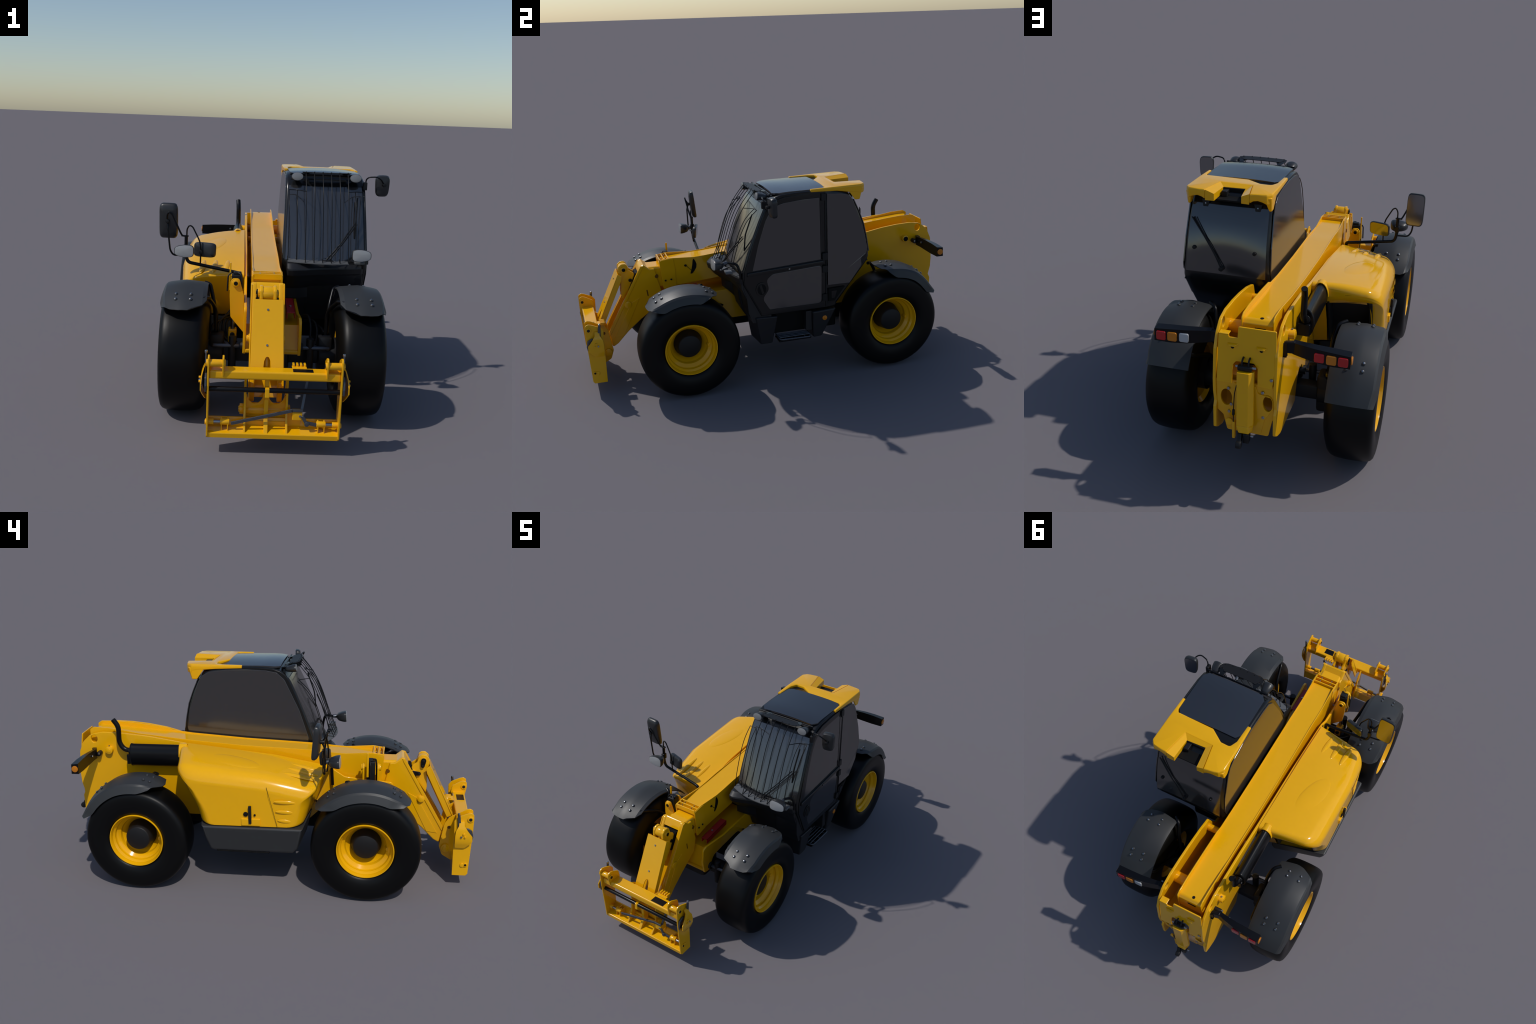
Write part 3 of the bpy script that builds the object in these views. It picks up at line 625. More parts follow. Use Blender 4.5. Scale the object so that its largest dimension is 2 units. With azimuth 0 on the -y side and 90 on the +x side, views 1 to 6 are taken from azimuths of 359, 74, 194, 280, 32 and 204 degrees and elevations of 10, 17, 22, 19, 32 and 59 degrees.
tube("hydraulic_hose", HUB, CR, [(-0.165, -0.535, 0.590), (-0.150, -0.548, 0.585), (-0.146, -0.552, 0.54), (-0.146, -0.552, 0.46)], 0.004)
tube("hydraulic_hose", HUB, CR, [(-0.190, -0.520, 0.588), (-0.205, -0.525, 0.575), (-0.207, -0.525, 0.51)], 0.003)
cyl("ram_rod", STL, CR, (-0.178, -0.525, 0.47), (-0.180, -0.500, 0.33), 0.009)
box("ram_clevis", YEL, CR, -0.198, -0.162, -0.515, -0.470, 0.285, 0.345, 0.006)
cyl("clevis_pin", HUB, CR, (-0.180, -0.5165, 0.322), (-0.180, -0.46, 0.322), 0.010, 0.001)
box("ram_cylinder", HUB, CR, -0.192, -0.170, -0.508, -0.475, 0.19, 0.287, 0.004)
cyl("ram_cylinder", STL, CR, (-0.181, -0.509, 0.20), (-0.181, -0.509, 0.28), 0.003)
for k, (x, y) in enumerate(((-0.215, -0.40), (-0.235, -0.43), (-0.26, -0.46), (-0.20, -0.36))):
    tube("hydraulic_hose", HUB, CR, [(x + 0.07, y + 0.10, 0.36), (x + 0.03, y + 0.04, 0.40 - 0.02 * k), (x - 0.01, y - 0.01, 0.35), (x - 0.005, y - 0.05, 0.29), (x + 0.04, y - 0.07, 0.265)], 0.0055, 0.03)
for k, (x, y) in enumerate(((0.15, -0.40), (0.175, -0.43), (0.20, -0.46))):
    tube("hydraulic_hose", HUB, CR, [(x - 0.05, y + 0.12, 0.34), (x, y + 0.05, 0.38 - 0.02 * k), (x + 0.01, y - 0.01, 0.33), (x, y - 0.05, 0.28)], 0.0055, 0.03)
# red safety strut
SS = group("safety_strut", root)
def strutz(y): return 0.412 + (y + 0.566) * 0.13
for (x0, x1, z0, z1) in ((0.040, 0.076, 0.022, 0.026), (0.040, 0.044, 0.0, 0.026), (0.072, 0.076, 0.0, 0.026)):
    box("strut_channel", RPT, SS, x0, x1, -0.567, -0.40, z0, z1, 0.0012, warp=lambda w: Vector((w.x, w.y, w.z + strutz(w.y))))
cyl("strut_bolt", STL, SS, (0.058, -0.50, strutz(-0.5) + 0.025), (0.058, -0.50, strutz(-0.5) + 0.032), 0.005, 0.001, 8)

# ---------------- engine cover
HO = group("engine_cover", root)
outer = [(0.352, 0.602), (0.348, 0.566), (0.325, 0.540), (0.300, 0.496), (0.275, 0.450), (0.257, 0.410), (0.245, 0.370), (0.237, 0.334), (-0.226, 0.334), (-0.236, 0.372), (-0.250, 0.430), (-0.266, 0.475), (-0.293, 0.504), (-0.065, 0.564)]
inner = [(0.396, 0.640), (0.394, 0.566), (0.38, 0.540), (0.36, 0.496), (0.34, 0.450), (0.33, 0.410), (0.32, 0.370), (0.31, 0.334), (-0.240, 0.334), (-0.27, 0.372), (-0.29, 0.430), (-0.305, 0.485), (-0.330, 0.541), (-0.060, 0.591)]
XO, XI = -0.4245, -0.1375
def plan(y): return 0.017 * max(0, (-0.06 - y) / 0.19) ** 1.8 + 0.012 * max(0, (y - 0.20) / 0.14) ** 2
nh = len(outer)
RAD = {0: (0.055, 0.022), 12: (0.035, 0.02), 7: (0.02, 0.01), 8: (0.03, 0.01), 1: (0.02, 0.01)}
def hood_section(u):
    P = [Vector(a) * (1 - u) + Vector(b) * u for a, b in zip(outer, inner)]
    out = []
    for k in range(nh):
        p = P[k]
        if k in RAD:
            a, b = P[k - 1], P[(k + 1) % nh]
            r = RAD[k][0] * (1 - u) + RAD[k][1] * u
            ua, ub = a - p, b - p
            t = min(r, 0.48 * ua.length, 0.48 * ub.length) if k != 0 else r
            p0, p1 = p + ua.normalized() * t, p + ub.normalized() * min(t, 0.9 * ub.length)
            for q in range(9):
                w = q / 8
                out.append(p0 * (1 - w) ** 2 + p * 2 * w * (1 - w) + p1 * w * w)
        else:
            out.append(p)
    return out
def hood_mesh():
    R = 0.057; W = XI - XO
    st = [(R * (1 - math.cos(t)), R - R * math.sin(t)) for t in [math.pi / 2 * q / 9 for q in range(10)]]
    st += [(R + (W - R) * q / 8, 0.0) for q in range(1, 9)]
    secs = []
    for d, off in st:
        u = d / W
        P = hood_section(u); n = len(P)
        c = sum(P, Vector((0, 0))) / n
        ring = []
        for k in range(n):
            q = Vector((0.03 + (P[k].x - 0.03) * (1 - off / 0.29), 0.334 + (P[k].y - 0.334) * (1 - off / 0.24)))
            z = q.y + (0.010 * math.sin(math.pi * u) if P[k].y > 0.50 else 0)
            ring.append((XO + d + plan(q.x) * (1 - u), q.x, z))
        secs.append(ring)
    lid = []
    for y, z in [(p[1], p[2]) for p in secs[0]]:
        yl = 0.02 + (y - 0.02) * 0.97
        lid.append((XO + plan(yl), yl, 0.43 + (z - 0.43) * 0.95))
    me = loft_mesh([lid] + secs)
    bm = bmesh.new(); bm.from_mesh(me); bpy.data.meshes.remove(me)
    # the rear face is open below its lip
    gone = [f for f in bm.faces if f.calc_center_median().y > 0.22 and 0.338 < f.calc_center_median().z < 0.552 and -0.372 < f.calc_center_median().x < -0.205 and f.normal.y > 0.3]
    bmesh.ops.delete(bm, geom=gone, context='FACES')
    return from_bm(bm, "hood")
put("engine_hood", hood_mesh(), YEL, HO, 40)
# dark bay behind the opening
def rear_y(u, z):
    ya = ip(sorted([(p[1], p[0]) for p in outer[:8]]), z); yb = ip(sorted([(p[1], p[0]) for p in inner[:8]]), z)
    return ya * (1 - u) + yb * u
zz = [0.556, 0.54, 0.496, 0.45, 0.41, 0.37, 0.337]
rows = []
for x in (-0.385, -0.33, -0.27, -0.20):
    u = (x - XO) / (XI - XO)
    f = [(x, rear_y(u, z) - 0.062, z) for z in zz]; g = [(x, y - 0.01, z) for _, y, z in f]
    rows.append(f + g[::-1])
put("bay_lining", loft_mesh(rows), SKT, HO, 40)
for x0, x1 in ((-0.380, -0.366), (-0.208, -0.199)):
    u = ((x0 + x1) / 2 - XO) / (XI - XO)
    plate("bay_lining", SKT, HO, [(rear_y(u, z) - 0.003, z) for z in zz] + [(rear_y(u, z) - 0.066, z) for z in zz[::-1]], 'x', x0, x1, 0.0005)
hull("bay_lining", SKT, HO, [(-0.386, 0.29, 0.5535), (-0.199, 0.30, 0.5535), (-0.199, 0.370, 0.5535), (-0.386, 0.336, 0.5535), (-0.386, 0.29, 0.557), (-0.199, 0.30, 0.557), (-0.199, 0.370, 0.557), (-0.386, 0.336, 0.557)], 0)
# lip around the silencer
def arch(x0, x1, r0):
    pts = []
    for k in range(13):
        a = math.pi * k / 12
        pts.append((x0 + (1 - math.cos(a)) * (x1 - x0) / 2, 0.585 + r0 * math.sin(a)))
    return pts
ring = arch(-0.2075, -0.1375, 0.0595)
inr = arch(-0.2015, -0.1425, 0.055)[::-1]
plate("silencer_lip", YEL, HO, ring + inr, 'y', 0.355, 0.394, 0.003)
# seam between the two parts of the cover
seam = [(XO - 0.0006, -0.115, 0.338), (XO - 0.0008, -0.088, 0.45), (XO - 0.0006, -0.068, 0.528)]
tube("cover_seam", DRK, HO, seam, 0.0009, 0.02)
# latch and lock
box("latch_pocket", YEL, HO, XO - 0.0035, XO + 0.01, -0.036, 0.052, 0.338, 0.372, 0.003, warp=None)
box("hood_latch", HUB, HO, XO - 0.010, XO + 0.002, 0.003, 0.016, 0.350, 0.436, 0.002)
cyl("hood_lock", DRK, HO, (XO - 0.003, 0.030, 0.394), (XO + 0.002, 0.030, 0.394), 0.011, 0.001)
cyl("hood_lock", DRK, HO, (XO - 0.003, -0.012, 0.391), (XO + 0.002, -0.012, 0.391), 0.005, 0.001)
def bump_mesh(c, ax, n, h):
    """flattened lens-shaped swelling: centre, two half axes vectors, outward height"""
    ax0, ax1, nn = Vector(ax[0]), Vector(ax[1]), Vector(n)
    bm = bmesh.new(); rings = []
    for i in range(7):
        t = i / 6 * math.pi / 2
        rings.append([bm.verts.new(Vector(c) + (ax0 * math.cos(2 * math.pi * k / 28) + ax1 * math.sin(2 * math.pi * k / 28)) * math.cos(t) + nn * h * (math.sin(t) - 0.35)) for k in range(28)] if i < 6 else None)
    tip = bm.verts.new(Vector(c) + nn * h * 0.65)
    for A, B in zip(rings[:5], rings[1:6]):
        for k in range(28): bm.faces.new((A[k], A[(k + 1) % 28], B[(k + 1) % 28], B[k]))
    for k in range(28): bm.faces.new((rings[5][k], rings[5][(k + 1) % 28], tip))
    return from_bm(bm, "bump")
for z, l in ((0.456, 0.050), (0.408, 0.042), (0.364, 0.033)):
    put("side_gill", bump_mesh((XO + plan(-0.15), -0.150, z), ((-l * 0.12, l, 0.004), (0, 0.0005, 0.009)), (-1, -0.1, 0), 0.003), YEL, HO, 60)
for x, y in ((-0.215, -0.22), (-0.270, -0.215), (-0.325, -0.205)):
    u = (x - XO) / (XI - XO); t = (y + 0.3) / 0.24
    z = (0.514 + (0.566 - 0.514) * t) * (1 - u) + (0.541 + (0.591 - 0.541) * t) * u + 0.010 * math.sin(math.pi * u)
    put("hood_rib", bump_mesh((x, y, z - 0.001), ((0.004, 0.075, 0.0155), (0.014, 0, 0.001)), (0, -0.2, 0.98), 0.010), YEL, HO, 60)
put("hood_swelling", bump_mesh((-0.285, 0.12, 0.603), ((0.030, 0.150, 0.016), (0.055, -0.012, 0.006)), (-0.05, -0.1, 0.99), 0.0065), YEL, HO, 60)
# sill box below the cover
sill_o = [(0.241, 0.330), (0.232, 0.270), (0.208, 0.196, 0.03), (-0.185, 0.196, 0.02), (-0.205, 0.220, 0.02), (-0.231, 0.330)]
def sill_warp(w):
    d = (w.x + 0.42) / 0.26
    return Vector((w.x + (0.33 - w.z) * 0.24 * max(0, min(1, (-0.3 - w.x) / 0.13)), w.y + 0.06 * d * (1 if w.y > 0 else -0.3), w.z))
plate("sill_box", FEN, HO, sill_o, 'x', -0.436, -0.16, 0.012, warp=sill_warp, seg=4)
box("sill_strip", DRK, HO, -0.400, -0.34, -0.072, 0.178, 0.190, 0.197, 0.002)
# dark infill in front of the cover
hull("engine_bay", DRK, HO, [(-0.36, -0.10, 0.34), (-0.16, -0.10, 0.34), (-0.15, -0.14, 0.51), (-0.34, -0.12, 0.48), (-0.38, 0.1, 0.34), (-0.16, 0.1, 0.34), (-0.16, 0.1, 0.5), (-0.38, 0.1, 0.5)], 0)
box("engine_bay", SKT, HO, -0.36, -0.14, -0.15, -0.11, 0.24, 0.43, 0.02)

# ---------------- exhaust
EX = group("exhaust", root)
secs = []
for y, k in ((0.36, 1), (0.628, 1), (0.634, 1.03), (0.640, 1.03), (0.643, 0.97), (0.643, 0.5)):
    secs.append([(-0.172 + 0.0295 * k * math.cos(2 * math.pi * i / 40), y, 0.581 + 0.0555 * k * math.sin(2 * math.pi * i / 40)) for i in range(40)])
put("silencer", loft_mesh(secs), BLK, EX, 35)
tube("exhaust_pipe", BLK, EX, [(-0.172, 0.63, 0.600), (-0.172, 0.676, 0.604), (-0.172, 0.700, 0.640), (-0.173, 0.697, 0.722), (-0.176, 0.720, 0.757)], 0.0125, 0.03)
cyl("exhaust_mouth", DRK, EX, (-0.1755, 0.7165, 0.7515), (-0.1763, 0.7210, 0.7585), 0.0112, 0)
cyl("exhaust_collar", HUB, EX, (-0.172, 0.642, 0.600), (-0.172, 0.652, 0.601), 0.016)
box("silencer_bracket", BLK, EX, -0.19, -0.14, 0.644, 0.662, 0.535, 0.585, 0.004)

# ---------------- cab
CB = group("cab", root)
CM = 0.2205
def half(z): return ip([(0.36, 0.178), (0.45, 0.183), (0.60, 0.187), (0.97, 0.1755), (1.0, 0.170)], z)
def bulge(z): return ip([(0.50, 0.0), (0.58, 0.018), (0.61, 0.024), (0.70, 0.012), (0.80, 0.006), (0.92, 0.003), (0.97, 0.0)], z)
def tail(y): return 0.0
def rear_bulge(z): return ip([(0.64, -0.004), (0.74, 0.004), (0.82, 0.012)], z)
front = [(-0.153, 0.366), (-0.237, 0.540), (-0.242, 0.585), (-0.237, 0.612), (-0.210, 0.690), (-0.180, 0.768), (-0.147, 0.848), (-0.120, 0.906), (-0.098, 0.938), (-0.070, 0.958), (-0.035, 0.969)]
rest = [(0.03, 0.974), (0.11, 0.975), (0.20, 0.972), (0.275, 0.963), (0.315, 0.948), (0.338, 0.918), (0.370, 0.850), (0.395, 0.785), (0.412, 0.710), (0.424, 0.640), (0.424, 0.615), (0.416, 0.590), (0.262, 0.388), (0.240, 0.372), (0.19, 0.366)]
side_poly = front + rest
nf = len(front)
US = [-1, -0.985, -0.96, -0.93, -0.89, -0.84, -0.8, -0.6, -0.4, -0.2, 0, 0.2, 0.4, 0.6, 0.8, 0.84, 0.89, 0.93, 0.96, 0.985, 1]
def cab_pt(p, u, inset=0.0, off=0.0):
    y, z = p
    i = side_poly.index(p) if p in side_poly else 0
    return (CM + u * half(z), y, z)
secs = []
cenY, cenZ = 0.09, 0.68
for u in US:
    k = 0.986 if abs(u) == 1 else (0.996 if abs(u) == 0.985 else 1.0)
    sec = []
    for j, (y, z) in enumerate(side_poly):
        yy = y - (bulge(z) * (1 - u * u) if j < nf else 0) + (rear_bulge(z) * (1 - u * u) if j >= nf and y > 0.3 and z > 0.6 else 0)
        zz = z + (0.008 * (1 - u * u) if z > 0.95 else 0)
        d = (1 - abs(u)) * half(z); R = 0.030
        if j >= nf and y > 0.25 and d < R: yy -= (R - math.sqrt(max(0, R * R - (R - d) ** 2))) * 0.8
        if j >= nf and y > 0.2 and z < 0.60: yy -= 0.015 * (1 - abs(u) ** 10) * min(1, (0.60 - z) / 0.04)
        sec.append((CM + u * (half(z) - (tail(y) if j >= nf else 0)), cenY + (yy - cenY) * k, cenZ + (zz - cenZ) * k))
    secs.append(sec)
put("cab_shell", loft_mesh(secs), FRM, CB, 32)

def side_x(w, s):
    """bend a flat side panel onto the cab flank (s = +1 door side, -1 boom side)"""
    return Vector((CM + s * (half(w.z) - tail(w.y) + w.x), w.y, w.z))
def flank(name, mat, pts, s, d0, d1, holes=(), r=0.0, bevel=0.0015):
    return plate(name, mat, CB, pts, 'x', d0, d1, bevel, holes=holes, r=r, warp=lambda w: side_x(w, s))

upper = [(-0.194, 0.608), (-0.160, 0.735), (-0.119, 0.851), (-0.090, 0.900), (-0.066, 0.919, 0.02), (-0.025, 0.930), (0.06, 0.938), (0.160, 0.941), (0.160, 0.628)]
lower = [(-0.110, 0.398, 0.012), (-0.146, 0.458, 0.03), (-0.112, 0.507, 0.03), (-0.126, 0.556, 0.03), (-0.090, 0.583, 0.03), (0.122, 0.596, 0.03), (0.164, 0.598, 0.03), (0.164, 0.396, 0.025)]
quarter = [(0.198, 0.957), (0.270, 0.951, 0.02), (0.315, 0.940, 0.03), (0.338, 0.905, 0.03), (0.385, 0.770), (0.409, 0.665, 0.02), (0.402, 0.630, 0.03), (0.372, 0.615, 0.03), (0.378, 0.575, 0.03), (0.313, 0.486), (0.197, 0.488)]
doorf = [(-0.150, 0.378, 0.006), (-0.233, 0.545, 0.01), (-0.232, 0.610), (-0.175, 0.770), (-0.118, 0.900), (-0.085, 0.940, 0.03), (-0.02, 0.958), (0.08, 0.964), (0.184, 0.965), (0.184, 0.372)]
flank("door", FRM, doorf, 1, 0.000, 0.006, holes=[rounded(upper, 0.006), rounded(lower, 0.006)])
flank("window_pane", GLA, upper, 1, -0.001, 0.0045, r=0.006)
flank("window_pane", GLA, lower, 1, -0.001, 0.0045, r=0.006)
flank("window_pane", GLA, quarter, 1, -0.001, 0.0045, r=0.004)
plate("door_rail", FRM, CB, [(-0.222, 0.585), (-0.220, 0.604), (0.17, 0.625), (0.17, 0.607)], 'x', 0.004, 0.014, 0.004, warp=lambda w: side_x(w, 1))
cyl("door_button", HUB, CB, (0.405, -0.009, 0.603), (0.4235, -0.009, 0.603), 0.0075, 0.0015)
cyl("door_button", STL, CB, (0.4235, -0.009, 0.603), (0.4245, -0.009, 0.603), 0.004, 0.0003)
flank("door_handle", FRM, [(p[0], p[1]) for p in circle(-0.150, 0.512, 0.030, 24, 0.036)], 1, 0.005, 0.010)
flank("door_handle", DRK, [(p[0], p[1]) for p in circle(-0.150, 0.512, 0.022, 24, 0.028)], 1, 0.009, 0.0115)
hull("door_handle", FRM, CB, [(0.412, -0.163, 0.532), (0.412, -0.152, 0.540), (0.418, -0.152, 0.540), (0.418, -0.163, 0.532), (0.412, -0.150, 0.486), (0.412, -0.137, 0.492), (0.418, -0.137, 0.492), (0.418, -0.150, 0.486)], 0.002)
for z0, z1 in ((0.925, 0.96), (0.625, 0.66), (0.560, 0.595), (0.41, 0.445)):
    flank("door_hinge", HUB, [(0.166, z0), (0.192, z0), (0.192, z1), (0.166, z1)], 1, 0.006, 0.013)
flank("pillar_strip", HUB, [(0.186, 0.372), (0.194, 0.372), (0.194, 0.962), (0.186, 0.962)], 1, 0.002, 0.005)
cyl("window_latch", HUB, CB, (0.394, 0.378, 0.594), (0.408, 0.378, 0.594), 0.0145, 0.003)
box("window_latch", HUB, CB, 0.394, 0.402, 0.378, 0.414, 0.592, 0.599, 0.002)
flank("lower_quarter_panel", DRK, [(0.20, 0.468), (0.29, 0.472), (0.235, 0.40), (0.20, 0.40)], 1, 0.0, 0.003)
flank("lower_quarter_panel", FRM, [(0.215, 0.455), (0.245, 0.457), (0.235, 0.415), (0.215, 0.415)], 1, 0.002, 0.006)
# fixed pane on the boom side
paneL = [(0.400, 0.640), (0.404, 0.665), (0.390, 0.760), (0.345, 0.890), (0.322, 0.930, 0.03), (0.285, 0.951, 0.03), (0.20, 0.962), (0.10, 0.965), (0.0, 0.960), (-0.055, 0.950, 0.03), (-0.093, 0.915, 0.03), (-0.165, 0.765), (-0.212, 0.625), (-0.205, 0.56), (-0.14, 0.45), (0.25, 0.45), (0.38, 0.585)]
flank("window_pane", GLA, paneL, -1, -0.001, 0.004, r=0.004)
# windscreen, rear screen and roof glass follow the shell
def patch(name, mat, prof, u0, u1, off, front_side, n=24, thick=0.004, corner=0.0):
    secs = []
    nz = len(prof)
    for k in range(n + 1):
        u = u0 + (u1 - u0) * k / n
        row, back = [], []
        for (y, z) in prof:
            yy = y - bulge(z) * (1 - u * u) if front_side else y + rear_bulge(z) * (1 - u * u)
            d = -off if front_side else off
            hx = half(z) - (0 if front_side else tail(y))
            row.append((CM + u * hx, yy + d, z)); back.append((CM + u * hx, yy + d - math.copysign(thick, d), z))
        secs.append(row + back[::-1])
    return put(name, loft_mesh(secs), mat, CB, 40)
ws = [(-0.239, 0.602), (-0.210, 0.690), (-0.180, 0.768), (-0.147, 0.848), (-0.120, 0.906), (-0.110, 0.922)]
patch("windscreen", GLA, ws, -0.945, 0.945, 0.0035, True)
rs = [(0.3420, 0.912), (0.370, 0.850), (0.395, 0.785), (0.412, 0.710), (0.424, 0.638)]
patch("rear_screen", GLA, rs, -0.915, 0.915, 0.0035, False)
# rear screen fittings
for x, z in ((0.357, 0.739), (0.101, 0.740)):
    y = ip([(0.638, 0.424), (0.71, 0.412), (0.785, 0.395), (0.85, 0.37)], z) + 0.006
    cyl("screen_knob", HUB, CB, (x, y - 0.004, z), (x, y + 0.007, z), 0.008)
for x in (0.326, 0.105):
    hull("screen_hinge", HUB, CB, [(x - 0.017, 0.345, 0.928), (x + 0.017, 0.345, 0.928), (x + 0.017, 0.353, 0.930), (x - 0.017, 0.353, 0.930), (x - 0.010, 0.352, 0.900), (x + 0.010, 0.352, 0.900), (x + 0.010, 0.360, 0.901), (x - 0.010, 0.360, 0.901)], 0.001)
    stamp("bolt", hexh, CB, (x, 0.3565, 0.914), (0, 1, 0.3), 0.6)
tube("wiper", HUB, CB, [(0.236, 0.432, 0.664), (0.262, 0.424, 0.715), (0.31, 0.412, 0.785), (0.376, 0.382, 0.858)], 0.0028)
tube("wiper", HUB, CB, [(0.229, 0.432, 0.669), (0.286, 0.421, 0.760), (0.363, 0.385, 0.862)], 0.0022)
cyl("wiper_hub", HUB, CB, (0.236, 0.415, 0.664), (0.236, 0.437, 0.664), 0.010)
# roof glass with clipped corners
def roofz(w):
    u = (w.x - CM) / 0.175
    return Vector((w.x, w.y, w.z + 0.008 * (1 - u * u) + ip([(-0.11, -0.014), (-0.06, -0.002), (0.0, 0.002), (0.2, 0.002)], w.y)))
rp = [(0.062, -0.045), (0.075, -0.068), (0.362, -0.068), (0.380, -0.045), (0.383, 0.178), (0.372, 0.198), (0.085, 0.198), (0.062, 0.180)]
def grid_panel(name, mat, x0, x1, y0, y1, z0, z1, warp, nx=16, ny=10, clip=0.02):
    bm = bmesh.new(); 
    V = [[[bm.verts.new(warp(Vector((x0 + (x1 - x0) * i / nx, y0 + (y1 - y0) * j / ny, z)))) for i in range(nx + 1)] for j in range(ny + 1)] for z in (z0, z1)]
    for j in range(ny):
        for i in range(nx):
            if (i in (0, nx - 1)) and (j in (0, ny - 1)):
                continue
            bm.faces.new((V[1][j][i], V[1][j][i + 1], V[1][j + 1][i + 1], V[1][j + 1][i]))
    for ci, cj, a, b, c in ((0, 0, (0, 1), (1, 0), (1, 1)), (nx, 0, (nx - 1, 0), (nx, 1), (nx - 1, 1)), (0, ny, (1, ny), (0, ny - 1), (1, ny - 1)), (nx, ny, (nx, ny - 1), (nx - 1, ny), (nx - 1, ny - 1))):
        bm.faces.new([V[1][q[1]][q[0]] for q in (a, b, c)])
    ex = bmesh.ops.extrude_face_region(bm, geom=bm.faces[:])
    for v in [g for g in ex["geom"] if isinstance(g, bmesh.types.BMVert)]: v.co.z -= (z1 - z0)
    for v in [v for v in bm.verts if not v.link_faces]: bm.verts.remove(v)
    return put(name, from_bm(bm, "panel"), mat, CB, 40)
grid_panel("roof_window", RGL, 0.060, 0.383, -0.070, 0.200, 0.969, 0.9765, roofz)
box("roof_infill", DRK, CB, 0.060, 0.380, 0.10, 0.31, 0.955, 0.9725, 0.002)

# roof cap: yellow horseshoe with a rear notch
RC = group("roof_cap", root)
def cap_z(w):
    # follows the cab roof in front, thick overhang at the rear
    u = (w.x - CM) / 0.178
    if w.z > 0.97:
        return Vector((w.x, w.y, 0.986 + 0.004 * (1 - u * u) - 0.0035 * max(0, (0.20 - w.y) / 0.08) - 0.006 * max(0, abs(u) - 0.93) / 0.07 * 1.0))
    z = ip([(0.11, 0.972), (0.28, 0.966), (0.34, 0.955), (0.41, 0.953)], w.y)
    return Vector((w.x, w.y, z))
cap = [(0.397, 0.117), (0.4005, 0.25), (0.4005, 0.378, 0.016), (0.384, 0.400, 0.012), (0.366, 0.403), (0.345, 0.406), (0.326, 0.4085), (0.312, 0.4105), (0.288, 0.279), (0.150, 0.284), (0.126, 0.4085), (0.112, 0.4065), (0.094, 0.404), (0.075, 0.401), (0.058, 0.396, 0.012),
       (0.0405, 0.374, 0.016), (0.0405, 0.25), (0.044, 0.118), (0.060, 0.118, 0.004), (0.064, 0.215, 0.015), (0.080, 0.252, 0.015), (0.125, 0.250, 0.015), (0.190, 0.203, 0.01), (0.374, 0.197, 0.006), (0.384, 0.180, 0.006), (0.385, 0.117)]
def cap_mesh():
    me = plate_mesh(cap, 'z', 0.955, 0.987, 0.006, seg=3)
    for v in me.vertices:
        y = v.co.y
        zb = ip([(0.11, 0.968), (0.20, 0.968), (0.28, 0.962), (0.34, 0.950), (0.41, 0.950)], y)
        u = abs(v.co.x - CM)
        if y > 0.30: zb = ip([(0.08, 0.946), (0.095, 0.949), (0.108, 0.957), (0.13, 0.960), (0.15, 0.952), (0.165, 0.942)], u) if y > 0.37 else 0.955
        t = (v.co.z - 0.955) / 0.032
        zt = 0.9835 + (y - 0.117) * 0.017
        v.co.z = zb + (zt - zb) * t
    return me
put("roof_shell", cap_mesh(), YEL, RC, 30)
# sloping lip round the notch
o_ = [(0.3105, 0.4095), (0.2875, 0.279), (0.1505, 0.284), (0.1275, 0.4075)]
i_ = [(0.2725, 0.411), (0.267, 0.306), (0.174, 0.302), (0.160, 0.408)]
rows = []
for (ax, ay), (bx, by) in zip(o_, i_):
    rows.append([(ax, ay, 0.9835 + (ay - 0.117) * 0.017 - 0.0012), (bx, by, 0.974), (bx, by, 0.945 if ay > 0.35 else 0.95), (ax, ay, 0.944 if ay > 0.35 else 0.95)])
put("roof_notch", loft_mesh(rows), YEL, RC, 25)
for s in (-1, 1):
    X = lambda d: CM + s * d
    hull("roof_corner", YEL, RC, [(X(0.150), 0.335, 0.968), (X(0.1795), 0.300, 0.972), (X(0.1795), 0.386, 0.972), (X(0.150), 0.4015, 0.972), (X(0.166), 0.352, 0.911), (X(0.1775), 0.345, 0.911), (X(0.1775), 0.372, 0.911), (X(0.166), 0.374, 0.911)], 0.005, 3)
# sloping inner flanks of the notch
box("notch_floor", DRK, RC, CM - 0.06, CM + 0.06, 0.29, 0.385, 0.938, 0.945, 0.001)
box("beacon_socket", HUB, RC, 0.240, 0.264, 0.305, 0.345, 0.944, 0.968, 0.003)
# ------- windscreen guard
GD = group("windscreen_guard", root)
g_side = [(0.605, -0.289), (0.66, -0.282), (0.79, -0.242), (0.87, -0.202), (0.908, -0.152), (0.98, -0.120)]
g_mid = [(0.605, -0.336), (0.674, -0.302), (0.796, -0.264), (0.87, -0.234), (0.906, -0.215), (0.95, -0.182), (0.98, -0.153)]
def gy(x, z):
    u = abs(x - CM) / 0.187
    w = max(0, min(1, (u - 0.5) / 0.2))
    return (ip(g_mid, z) + 0.022 * u * u) * (1 - w) + ip(g_side, z) * w
def gbar(x, z0, z1, r=0.0019, hook=True):
    zs = [z0 + (z1 - z0) * k / 14 for k in range(15)]
    pts = [(x, gy(x, z), z) for z in zs]
    for _ in range(3):
        pts = [pts[0]] + [(x, (a[1] + 2 * b[1] + c[1]) / 4, b[2]) for a, b, c in zip(pts, pts[1:], pts[2:])] + [pts[-1]]
    if hook: pts = [(x, gy(x, z0) + 0.045, z0 + 0.012)] + pts
    return tube("guard_bar", BLK, GD, pts, r, 0.008)
for k in range(6):
    gbar(0.127 + 0.038 * k, 0.603, 0.980)
for x in (0.053, 0.090):
    gbar(x, 0.603, 0.905)
for x in (0.352, 0.391):
    gbar(x, 0.625, 0.905, hook=False)
